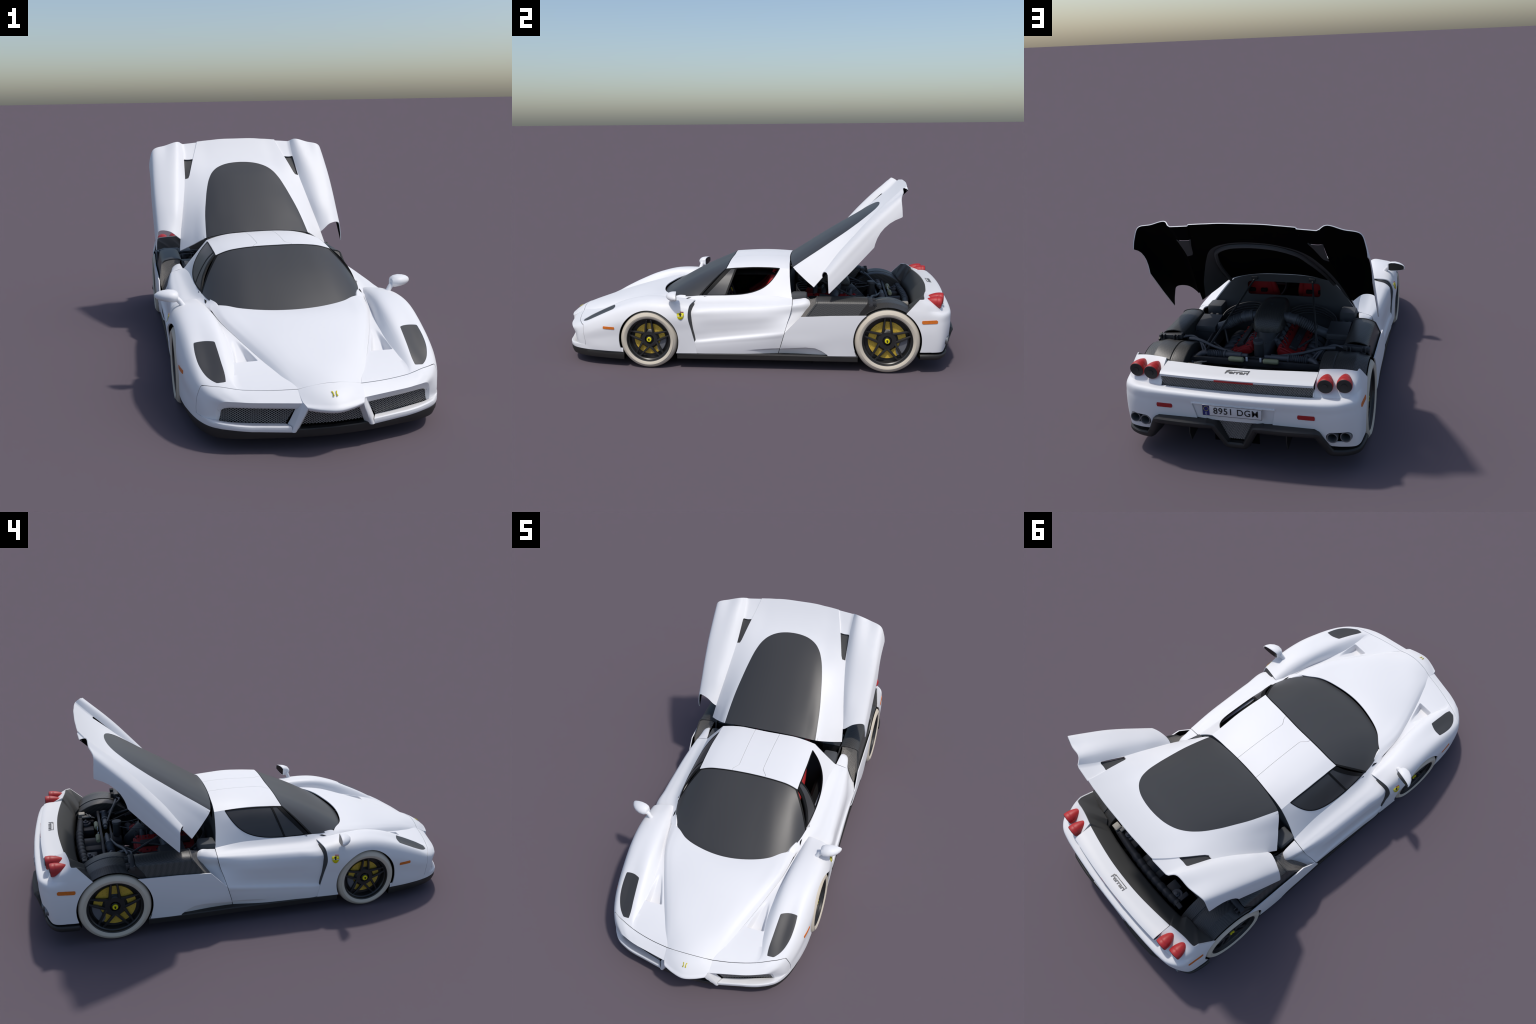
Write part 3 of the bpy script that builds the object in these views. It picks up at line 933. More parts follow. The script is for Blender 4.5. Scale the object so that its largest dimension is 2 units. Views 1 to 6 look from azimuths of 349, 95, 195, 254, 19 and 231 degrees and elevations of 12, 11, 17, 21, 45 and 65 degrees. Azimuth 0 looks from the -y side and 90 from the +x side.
# ---- rear lamps: glass bullets half sunk into the pods
for lx, ly, lz, px, py, pz in ((0.3265, 0.9300, 0.3330, 0.3250, 0.8610, 0.3540), (0.3915, 0.9130, 0.3310, 0.3880, 0.8430, 0.3530)):
    d = np.array([px - lx, py - ly, 0.006])
    L = np.linalg.norm(d)
    d /= L
    c = np.array([lx, ly, lz])
    prof = [(-0.0005, 0.0), (-0.0005, 0.0272), (0.002, 0.0282), (0.018, 0.0279), (0.019, 0.0272), (0.020, 0.0275), (0.032, 0.0250), (0.045, 0.0208), (0.056, 0.0160), (0.066, 0.0105), (0.0735, 0.005), (0.077, 0.0015), (0.0775, 0.0)]
    bul = lathe(prof, c, d, 40)
    face = lathe([(-0.0022, 0.0), (-0.0022, 0.0258), (-0.0008, 0.0268)], c, d, 40).join(lathe([(-0.0042, 0.0), (-0.0042, 0.0098), (-0.002, 0.0104)], c, d, 28))
    for sgn in (1, -1):
        lamp = group("rear_lamp", car)
        a, b = oriented(bul, c + d * 0.03), oriented(face, c + d * 0.03)
        if sgn < 0:
            a, b = a.mirrored(), b.mirrored()
        add("lamp_lens", a, ["lamp_red"], lamp)
        add("lamp_face", b, ["lamp_disc"], lamp)

# ---- exhaust tips
for ex, ey in ((0.3995, 0.945), (0.354, 0.958)):
    pipe = lathe([(-0.06, 0.0195), (-0.002, 0.0205), (0.003, 0.0198), (0.003, 0.0165), (0.0, 0.0155), (-0.05, 0.0145)], (ex, ey, 0.151), (0, 1, 0), 32)
    add_pair("exhaust_pipe", pipe, ["exhaust_steel"], car)
    cap = lathe([(-0.045, 0.0), (-0.045, 0.0152)], (ex, ey, 0.151), (0, 1, 0), 32)
    add_pair("exhaust_bore", cap, ["black_lining"], car)
slot_wall = []
for a in np.linspace(0, 2 * np.pi, 48, endpoint=False):
    cx = 0.377 + (0.024 if math.cos(a) > 0 else -0.024) + 0.0222 * math.cos(a)
    cz = 0.151 + 0.0222 * math.sin(a)
    slot_wall.append((cx, cz))
slot_wall = np.array(slot_wall)
ring_y = np.interp(slot_wall[:, 0], [0.33, 0.37, 0.40, 0.425], [0.959, 0.952, 0.942, 0.923])
sw = Mesh.grid(np.stack([np.c_[slot_wall[:, 0], ring_y - 0.001, slot_wall[:, 1]], np.c_[slot_wall[:, 0], ring_y - 0.05, slot_wall[:, 1]]]), wrap=True)
sw.F.append([48 + i for i in range(48)])
sw.M.append(0)
add_pair("exhaust_slot", sw, ["black_lining"], car)

# ---- diffuser: dark rounded band following the lower edge of the tail
dif_path = line_at([(0.4545, 0.815, 0.083), (0.4515, 0.858, 0.083), (0.437, 0.906, 0.081), (0.40, 0.932, 0.081), (0.350, 0.946, 0.084), (0.334, 0.952, 0.108), (0.304, 0.976, 0.166), (0.288, 0.984, 0.1715), (0.19, 0.992, 0.173), (0.105, 0.990, 0.172), (0.078, 0.982, 0.166), (0.038, 0.966, 0.092), (0.030, 0.964, 0.085), (0, 0.964, 0.085)], 200, creases=(4, 5, 6, 7, 9, 10, 11, 12), per=20)
N3 = []
Tn = np.gradient(dif_path, axis=0)
rows = []
for k, p in enumerate(dif_path):
    t = Tn[k] / np.linalg.norm(Tn[k])
    rear = np.array([0.95, 0.3, 0]) * smoothstep(0.90, 0.83, p[1]) + np.array([0.25, 1.0, 0]) * (1 - smoothstep(0.90, 0.83, p[1]))
    rear = rear - t * (rear @ t)
    rear /= np.linalg.norm(rear)
    dn = np.cross(t, rear)
    if dn[2] > 0:
        dn = -dn
    rows.append([p + rear * a + dn * b for a, b in ((-0.05, -0.011), (-0.02, -0.0125), (0.002, -0.011), (0.007, -0.006), (0.008, 0.001), (0.005, 0.009), (-0.003, 0.016), (-0.02, 0.018), (-0.07, 0.012))])
dif = oriented(Mesh.grid(np.array(rows)), (0.1, 0.85, 0.13))
add("diffuser_edge", dif.both(), ["dark_plastic"], car)
fin = prism([(0.85, 0.085), (0.935, 0.070), (0.95, 0.108), (0.94, 0.16), (0.85, 0.15)], 0, 0.183, 0.187)
add_pair("diffuser_fin", fin, ["dark_plastic"], car)
# underside rising to the diffuser
rows = []
for t in np.linspace(0, 1, 8):
    e = dif_path[60:] + np.array([0, -0.03, 0.008])
    s0 = np.c_[np.linspace(0.27, 0, len(e)), np.full(len(e), 0.50), np.full(len(e), 0.058)]
    q = s0 * (1 - t) + e * t
    q[:, 2] = 0.058 + (e[:, 2] - 0.058) * (t ** 1.2)
    rows.append(q)
add("diffuser_tunnel", oriented(Mesh.grid(np.array(rows)), (0.1, 0.75, 0.5)).both().shell(0.004, 0), ["black_lining"], car)

# ---- side marker lamps and reflectors


def on_surface(skin, poly, axes, test, lift, thick, name, mat):
    m = skin.clip(test).clip(lambda V: polygon_distance(poly, V[:, axes]))
    if len(m.F):
        add_pair(name, m.offset(lift).shell(thick, 0), [mat], car)


on_surface(lower, [(0.821, 0.2405), (0.894, 0.2435), (0.894, 0.2595), (0.821, 0.2565)], [1, 2], lambda V: 0.42 - V[:, 0], 0.002, 0.004, "side_marker", "marker_orange")
on_surface(lower, [(0.234, 0.220), (0.296, 0.2190), (0.296, 0.2355), (0.234, 0.2365)], [0, 2], lambda V: 0.93 - V[:, 1], 0.002, 0.004, "rear_reflector", "marker_red")
on_surface(fender, [(-0.699, 0.1895), (-0.640, 0.1885), (-0.640, 0.2005), (-0.699, 0.2015)], [1, 2], lambda V: 0.40 - V[:, 0], 0.002, 0.004, "side_marker", "marker_orange")
add("brake_light", box((0, 0.9537, 0.3320), (0.146, 0.003, 0.0070), 0.0008), ["marker_red"], car)

# ---- number plate
plate = group("number_plate", car)
PY = 0.9875
add("plate_sheet", box((0, PY, 0.2325), (0.2225, 0.003, 0.0415), 0.0008), ["plate_white"], plate)
border = Mesh()
for cx, cz, sx, sz in ((0, 0.2520, 0.2205, 0.0012), (0, 0.2130, 0.2205, 0.0012), (0.1098, 0.2325, 0.0012, 0.0402), (-0.1098, 0.2325, 0.0012, 0.0402)):
    border = border.join(box((cx, PY + 0.0014, cz), (sx, 0.0012, sz)))
add("plate_border", border, ["letter_black"], plate)
add("plate_band", box((0.0965, PY + 0.0014, 0.2325), (0.0245, 0.0012, 0.0385)), ["plate_blue"], plate)
txt = placed(text_mesh("8951 DGM", 0.0345, 0.0006, space=1.10, bold=0.0002), (-0.0145, PY + 0.0022, 0.2325), (-1, 0, 0), (0, 0, 1))
add("plate_lettering", txt, ["letter_black"], plate, smooth=None)
add("plate_lettering", placed(text_mesh("E", 0.0145, 0.0005), (0.0965, PY + 0.0024, 0.2205), (-1, 0, 0), (0, 0, 1)), ["letter_white"], plate, smooth=None)
stars = Mesh()
for a in np.linspace(0, 2 * np.pi, 12, endpoint=False):
    stars = stars.join(box((0.0965 + 0.0088 * math.cos(a), PY + 0.0022, 0.2395 + 0.0088 * math.sin(a)), (0.0018, 0.0008, 0.0018)))
add("plate_stars", stars, ["badge_yellow"], plate, stuff=True)

# ---- script on the deck
word = text_mesh("Ferrari", 0.026, 0.0008, shear=0.12, bold=0.0005)
span = np.ptp(word.V, axis=0)
word.V = (word.V - (word.V.max(0) + word.V.min(0)) / 2) * np.array([0.088 / span[0], 0.0195 / span[1], 1])
script = placed(word, (-0.001, 0.909, 0.3490), (-1, 0, 0), (0, -1, 0.13))
over = placed(prism(np.array([(-0.036, 0.0105), (0.046, 0.0105), (0.046, 0.0130), (-0.035, 0.0130)]), 2, -0.0008, 0.0008), (-0.001, 0.909, 0.3490), (-1, 0, 0), (0, -1, 0.13))
add("deck_script", script.join(over), ["script_grey"], car, smooth=None)

# ------------------------------------------------------------------ wire grilles


def wire_grille(poly, place, pitch_u, pitch_v, width, name, parent, back=0.012, mirror=False):
    """Diamond lattice of thin wires clipped to a polygon in (u, v), bent onto a surface by place(u, v)."""
    poly = np.asarray(poly, float)
    lo, hi = poly.min(0), poly.max(0)
    ang = math.atan2(pitch_v, pitch_u)
    m = Mesh()
    for sgn in (1, -1):
        d = np.array([math.cos(ang), sgn * math.sin(ang)])
        nrm = np.array([-d[1], d[0]])
        step = pitch_u * math.sin(ang)
        pr = poly @ nrm
        for k in range(int(math.floor(pr.min() / step)), int(math.ceil(pr.max() / step)) + 1):
            base = nrm * (k * step)
            hits = []
            for a, b in zip(poly, np.roll(poly, -1, 0)):
                da, db = (a - base) @ nrm, (b - base) @ nrm
                if (da < 0) != (db < 0):
                    q = a + (b - a) * (da / (da - db))
                    hits.append((q - base) @ d)
            hits.sort()
            for h0, h1 in zip(hits[::2], hits[1::2]):
                n = max(2, int((h1 - h0) / 0.02) + 2)
                P = np.array([place(*(base + d * t)) for t in np.linspace(h0, h1, n)])
                T_ = np.gradient(P, axis=0)
                T_ /= np.linalg.norm(T_, axis=1, keepdims=True)
                out = np.array([0, 1.0 if P[0][1] > 0 else -1.0, 0.15])
                side = np.cross(T_, out)
                side /= np.linalg.norm(side, axis=1, keepdims=True)
                off = 0.0006 * sgn
                ring = np.stack([P + side * width + out * (off - width), P + side * width + out * (off + width * 0.5), P - side * width + out * (off + width * 0.5), P - side * width + out * (off - width)], 1)
                m = _acc(m, Mesh.grid(ring, wrap=True))
    return m


def _acc(a, b):
    k = len(a.V)
    a.V = np.vstack([a.V, b.V])
    a.F += [[i + k for i in f] for f in b.F]
    a.M += b.M
    return a


def front_place(x, z):
    t = (0.141 - z) / 0.053
    y_top = np.interp(x, [0.117, 0.331], [-0.931, -0.866])
    y_low = np.interp(x, [0.144, 0.3435], [-0.921, -0.856])
    return (x, y_top * (1 - t) + y_low * t + 0.003, z)


gp = [(0.114, 0.144), (0.332, 0.142), (0.3455, 0.085), (0.146, 0.087)]
g = wire_grille(gp, front_place, 0.0105, 0.0070, 0.0007, "grille", car)
add_pair("front_grille", g, ["mesh_wire"], car, stuff=True)
bk = Mesh([(*front_place(x, z),) for x, z in gp], [[0, 1, 2, 3]]).moved((0, 0.004, 0))
add_pair("grille_backing", oriented(bk, (0.2, 0, 0.1)), ["black_lining"], car)
mid_place = lambda x, z: (x, -0.958 + 0.25 * abs(x) ** 1.5 + (0.145 - z) * 0.25, z)
g = wire_grille([(-0.085, 0.146), (0.085, 0.146), (0.122, 0.090), (-0.122, 0.090)], mid_place, 0.0105, 0.0070, 0.0007, "grille", car)
add("front_grille", g, ["mesh_wire"], car, stuff=True)
bk = Mesh([(*mid_place(x, z),) for x, z in [(-0.10, 0.15), (0, 0.15), (0.10, 0.15), (0.13, 0.076), (0, 0.076), (-0.13, 0.076)]], [[0, 1, 4, 5], [1, 2, 3, 4]]).moved((0, 0.004, 0))
add("grille_backing", oriented(bk, (0, 0, 0.1)), ["black_lining"], car)
rear_place = lambda x, z: (x, 0.941 - 0.145 * x * x, z)
rp = np.r_[[(-0.2875, 0.331), (-0.2875, 0.287)], [(0.2875, 0.287), (0.2875, 0.331)]]
g = wire_grille(rp, rear_place, 0.0090, 0.0060, 0.00075, "grille", car)
add("rear_grille", g, ["mesh_wire"], car, stuff=True)
bk = Mesh.grid(np.stack([[rear_place(x, z) for x in np.linspace(-0.29, 0.29, 25)] for z in (0.285, 0.332)])).moved((0, -0.004, 0))
add("grille_backing", oriented(bk, (0, 0, 0.3)), ["black_lining"], car)
low_place = lambda x, z: (x, 0.954, z)
g = wire_grille([(-0.085, 0.186), (0.085, 0.186), (0.036, 0.106), (-0.036, 0.106)], low_place, 0.0090, 0.0060, 0.00075, "grille", car)
add("rear_grille", g, ["mesh_wire"], car, stuff=True)
add("grille_backing", box((0, 0.9485, 0.14), (0.17, 0.003, 0.10)), ["black_lining"], car)

# ------------------------------------------------------------------ raised engine cover
# Drawn in its own frame: s along the cover from the hinge, n off its plane; then tilted open.
CA, SA = 0.829, 0.559


def opened(x, s, n):
    return np.stack([x, CA * s - SA * n, SA * s + CA * n], -1)


ST = [0.43, 0.50, 0.58, 0.66, 0.76, 0.86, 0.97, 1.05, 1.12]
cover_lines = {
    "centre": ([0] * 9, [0.294, 0.2925, 0.2900, 0.287, 0.2815, 0.2745, 0.2655, 0.274, 0.2895]),
    "inner": ([0.11, 0.11, 0.11, 0.11, 0.108, 0.105, 0.10, 0.10, 0.10], [0.290, 0.288, 0.2855, 0.2825, 0.277, 0.271, 0.2645, 0.2735, 0.289]),
    "between": ([0.180, 0.178, 0.175, 0.17, 0.156, 0.143, 0.135, 0.13, 0.13], [0.279, 0.277, 0.276, 0.274, 0.2705, 0.267, 0.2635, 0.273, 0.2885]),
    "glass": ([0.235, 0.232, 0.224, 0.214, 0.195, 0.178, 0.168, 0.16, 0.152], [0.262, 0.262, 0.2615, 0.2605, 0.2605, 0.2615, 0.2625, 0.272, 0.2882]),
    "buttress": ([0.290, 0.288, 0.279, 0.268, 0.248, 0.231, 0.222, 0.214, 0.203], [0.204, 0.2100, 0.2190, 0.2290, 0.2420, 0.2535, 0.2625, 0.2725, 0.2880]),
    "channel": ([0.352, 0.344, 0.333, 0.319, 0.3025, 0.289, 0.281, 0.281, 0.285], [0.129, 0.1475, 0.169, 0.192, 0.219, 0.240, 0.2600, 0.2735, 0.2870]),
    "crest": ([0.352, 0.350, 0.344, 0.336, 0.327, 0.319, 0.309, 0.302, 0.295], [0.131, 0.151, 0.179, 0.2095, 0.2365, 0.2610, 0.2830, 0.2940, 0.3030]),
    "ridge": ([0.388, 0.388, 0.388, 0.387, 0.384, 0.380, 0.374, 0.369, 0.364], [0.146, 0.166, 0.190, 0.2145, 0.2400, 0.2640, 0.2830, 0.2905, 0.2970]),
    "edge": ([0.434, 0.435, 0.4365, 0.4375, 0.4385, 0.4380, 0.434, 0.430, 0.426], [0.131, 0.1515, 0.1750, 0.1970, 0.2240, 0.2480, 0.2690, 0.283, 0.2945]),
    "skirt": ([0.446, 0.447, 0.448, 0.4485, 0.4495, 0.4495, 0.448, 0.445, 0.442], [0.110, 0.126, 0.145, 0.165, 0.19, 0.215, 0.2370, 0.25, 0.26]),
    "hem": ([0.450, 0.451, 0.452, 0.453, 0.4535, 0.454, 0.454, 0.453, 0.452], [0.060, 0.076, 0.092, 0.108, 0.130, 0.150, 0.168, 0.178, 0.185]),
}
starts = {"centre": 0.432, "inner": 0.4325, "between": 0.433, "glass": 0.435, "buttress": 0.4535, "channel": 0.480}
starts_q = {"channel": 0.541, "crest": 0.543, "ridge": 0.566, "edge": 0.580, "skirt": 0.556, "hem": 0.52}
ends = {"centre": 1.122, "inner": 1.120, "between": 1.117, "glass": 1.1155, "buttress": 1.1095, "channel": 1.1010, "crest": 1.092, "ridge": 1.075, "edge": 1.053, "skirt": 1.032, "hem": 0.99}


def cover_sheet(names, st, nu=130, per=9, creases=()):
    cols = []
    for k in names:
        x, n = cover_lines[k]
        c = hermite(np.c_[ST, x, n], 16)
        s = np.linspace(st[k], ends[k], nu)
        cols.append(np.c_[np.interp(s, c[:, 0], c[:, 1]), s, np.interp(s, c[:, 0], c[:, 2])])
    cols = np.array(cols)
    f = half_row if names[0] == "centre" else hermite
    return np.array([f(cols[:, i], per, creases) for i in range(nu)])


centre_sheet = Mesh.grid(cover_sheet(["centre", "inner", "between", "glass", "buttress", "channel"], starts))
bulge_sheet = Mesh.grid(cover_sheet(["channel", "crest", "ridge", "edge", "skirt", "hem"], starts_q))
rear_glass = np.vstack([hermite([(0.235, 0.434), (0.229, 0.514), (0.221, 0.596), (0.2075, 0.682), (0.192, 0.766), (0.170, 0.847), (0.152, 0.886), (0.128, 0.917), (0.085, 0.945), (0.040, 0.957), (0, 0.960)], 6), [(-0.02, 0.960), (-0.02, 0.40), (0.235, 0.40)]])
step_line = np.array([(0.289, 0.84), (0.267, 0.880), (0.233, 1.0), (0.201, 1.115), (0.19, 1.16)])
vent = np.array([(0.2795, 0.998), (0.256, 0.9965), (0.234, 1.0), (0.263, 0.886), (0.270, 0.870), (0.2855, 0.868)])


def ledge(V):
    """The side channels step down below the tail of the cover."""
    d = polyline_side(step_line, V[:, :2])
    V[:, 2] -= 0.0055 * smoothstep(0.0, 0.003, -d) * smoothstep(0.88, 1.06, V[:, 1]) * smoothstep(0, 0.010, np.interp(V[:, 1], ST, cover_lines["channel"][0]) - V[:, 0])
    return V


near_step = lambda c: c[0] > 0.18 and c[1] > 0.86 and abs(polyline_side(step_line, c[None, :2])[0]) < 0.012
centre_sheet = fine(fine(fine(centre_sheet, near_step), near_step), near_step).displaced(ledge)
white = centre_sheet.clip(lambda V: -polygon_distance(rear_glass, V[:, :2])).clip(lambda V: -polygon_distance(vent, V[:, :2]))
pane_r = centre_sheet.clip(lambda V: polygon_distance(rear_glass, V[:, :2]))
vent_plate = centre_sheet.clip(lambda V: polygon_distance(vent, V[:, :2]) - 0.004)
hem_poly = np.array([(0.40, 0.0), (0.40, 0.5), (1.2, 0.5), (1.2, 0.29), (1.0545, 0.2835), (1.0105, 0.211), (0.975, 0.217), (0.945, 0.218), (0.915, 0.213), (0.888, 0.204), (0.862, 0.190), (0.842, 0.175), (0.829, 0.1650), (0.68, 0.1280), (0.534, 0.0955), (0.5805, 0.1720), (0.40, 0.17)])
hem_poly = np.array([(0.50, 0.3), (0.5805, 0.1725), (0.534, 0.0955), (0.68, 0.1280), (0.829, 0.1650), (0.842, 0.177), (0.862, 0.192), (0.888, 0.2055), (0.915, 0.214), (0.945, 0.2185), (0.975, 0.2175), (1.0105, 0.211), (1.0545, 0.2835), (1.10, 0.40), (0.5, 0.6)])
bulge_sheet = bulge_sheet.clip(lambda V: np.where(V[:, 0] > 0.430, polygon_distance(hem_poly, V[:, 1:]), -1))


def tilt(m):
    return Mesh(opened(m.V[:, 0], m.V[:, 1], m.V[:, 2]), m.F, m.M)


cover = group("engine_cover", car)
trim_reach = lambda V: polygon_distance(rear_glass, V[:, :2]) - np.interp(V[:, 1], [0.43, 0.6, 0.8, 0.95, 1.0], [0.11, 0.085, 0.045, 0.02, 0.02])
white = white.clip(trim_reach).mat(10).join(white.clip(lambda V: -trim_reach(V)))
white_all = oriented(tilt(white.join(bulge_sheet)).both(), (0, 0.6, 0.3))
nF = len(white_all.F)
white_all = white_all.shell(0.0035)
# inside: black lining, pale grey trim beside the glass; seams along the channel stay dark
C = np.array([white_all.V[f].mean(0) for f in white_all.F])
s_ = CA * C[:, 1] + SA * C[:, 2]
on_seam = (np.abs(np.abs(C[:, 0]) - np.interp(s_, ST, cover_lines["channel"][0])) < 0.006) & (s_ > 0.545) & (s_ < 1.092)
on_seam |= np.abs(polygon_distance(rear_glass, np.c_[np.abs(C[:, 0]), s_])) < 0.004
white_all.M = [(0 if k < nF else ((4 if white_all.M[k - nF] == 10 else 1) if k < 2 * nF else (1 if on_seam[k] else 0))) for k in range(len(white_all.F))]
add("cover_shell", white_all, PAINT[:4] + ["firewall_grey"], cover)
gl = oriented(tilt(pane_r).both(), (0, 0.5, 0.2)).offset(-0.0008)
add("rear_glass", gl.shell(0.004, 1), ["tinted_glass", "black_lining"], cover)
vp = oriented(tilt(vent_plate), (0.2, 0.6, 0.3)).offset(-0.007)
add_pair("cover_vent", vp.shell(0.002, 1), ["grey_liner", "firewall_grey"], cover)
rim_pts = opened(*(hermite([(0.235, 0.436, 0.262), (0.2215, 0.596, 0.2615), (0.192, 0.766, 0.2605), (0.1525, 0.886, 0.262), (0.085, 0.945, 0.2635), (0, 0.960, 0.265)], 8).T)) - np.array([0, -SA * 0.010, CA * 0.010]) * 1.0
inner_frame = sweep(rim_pts, [(-0.004, -0.006), (0.003, -0.009), (0.010, -0.004), (0.010, 0.004), (-0.004, 0.004)], up=(0, -SA, CA))
add_pair("glass_frame", inner_frame, ["firewall_grey"], cover)

# gas struts that hold the cover
for sx in (0.133,):
    strut_m = tube([(sx, 0.188, 0.452), (sx * 0.62 + 0.235 * 0.38, 0.35, 0.381), (0.235, 0.603, 0.271)], [0.0042, 0.0042, 0.0055], seg=12, smooth=False)
    add_pair("cover_strut", strut_m.join(box((sx, 0.190, 0.456), (0.03, 0.014, 0.014), 0.002)), ["engine_dark"], car)

# ------------------------------------------------------------------ door mirrors
rows = []
for x, zc, hz, y0, y1 in ((0.413, 0.354, 0.012, -0.360, -0.342), (0.417, 0.3545, 0.0185, -0.372, -0.340), (0.430, 0.356, 0.0225, -0.379, -0.336), (0.450, 0.358, 0.0222, -0.379, -0.332), (0.470, 0.3582, 0.0190, -0.370, -0.329), (0.486, 0.3578, 0.0145, -0.356, -0.327), (0.495, 0.3570, 0.0095, -0.342, -0.325), (0.4995, 0.3565, 0.004, -0.331, -0.324)):
    ring = []
    for a in np.linspace(-np.pi / 2, np.pi / 2, 15):
        ring.append((x, y1 - (y1 - y0) * math.cos(a) ** 0.75, zc + hz * math.sin(a)))
    ring += [(x, y1 + 0.002, zc + hz * 0.93), (x, y1 + 0.002, zc - hz * 0.93)]
    rows.append(ring)
mh = Mesh.grid(np.array(rows), wrap=True)
mh.F += [list(range(17)), [7 * 17 + i for i in range(17)][::-1]]
mh.M += [0, 0]
mh = oriented(mh, (0.45, -0.355, 0.357))
stalk = tube([(0.395, -0.366, 0.316), (0.402, -0.364, 0.328), (0.412, -0.360, 0.342), (0.426, -0.357, 0.352)], [0.012, 0.0100, 0.0100, 0.011], seg=16)
glass_ring = np.array([(x, y1 + 0.0026, zc + s * hz * 0.86) for x, zc, hz, y1 in [(0.418, 0.3545, 0.0185, -0.3397), (0.430, 0.356, 0.0225, -0.336), (0.450, 0.358, 0.0222, -0.332), (0.470, 0.3582, 0.0190, -0.329), (0.486, 0.3578, 0.0145, -0.327), (0.4955, 0.3570, 0.0090, -0.325)] for s in (1, -1)]).reshape(6, 2, 3)
for sgn in (1, -1):
    mir = group("door_mirror", car)
    a, b = mh.join(stalk), oriented(Mesh.grid(glass_ring), (0.46, -0.4, 0.353))
    if sgn < 0:
        a, b = a.mirrored(), b.mirrored()
    add("mirror_housing", a, ["white_paint"], mir, smooth=40)
    add("mirror_glass", b, ["mirror_glass"], mir)

# ------------------------------------------------------------------ wheels
HORSE = np.array([(-0.30, -0.95), (-0.12, -0.95), (-0.05, -0.45), (0.12, -0.30), (0.30, -0.55), (0.22, -0.75), (0.36, -0.80), (0.46, -0.48), (0.28, -0.12), (0.32, 0.18), (0.62, 0.12), (0.70, -0.08), (0.80, -0.02), (0.74, 0.26), (0.40, 0.36), (0.30, 0.55), (0.50, 0.70), (0.40, 0.80), (0.18, 0.90), (0.06, 0.72), (-0.06, 0.35), (-0.30, 0.05), (-0.44, 0.30), (-0.40, 0.75), (-0.58, 0.80), (-0.60, 0.30), (-0.46, -0.10), (-0.36, -0.40)])


def horse_mark(size, depth):
    """Small rearing-horse silhouette as an extruded outline."""
    P = HORSE * size
    bm = bmesh.new()
    vs = [bm.verts.new((p[0], p[1], depth)) for p in P]
    f = bm.faces.new(vs)
    bmesh.ops.triangulate(bm, faces=[f])
    bm.verts.index_update()
    m = Mesh([v.co[:] for v in bm.verts], [[v.index for v in f.verts] for f in bm.faces])
    bm.free()
    return m


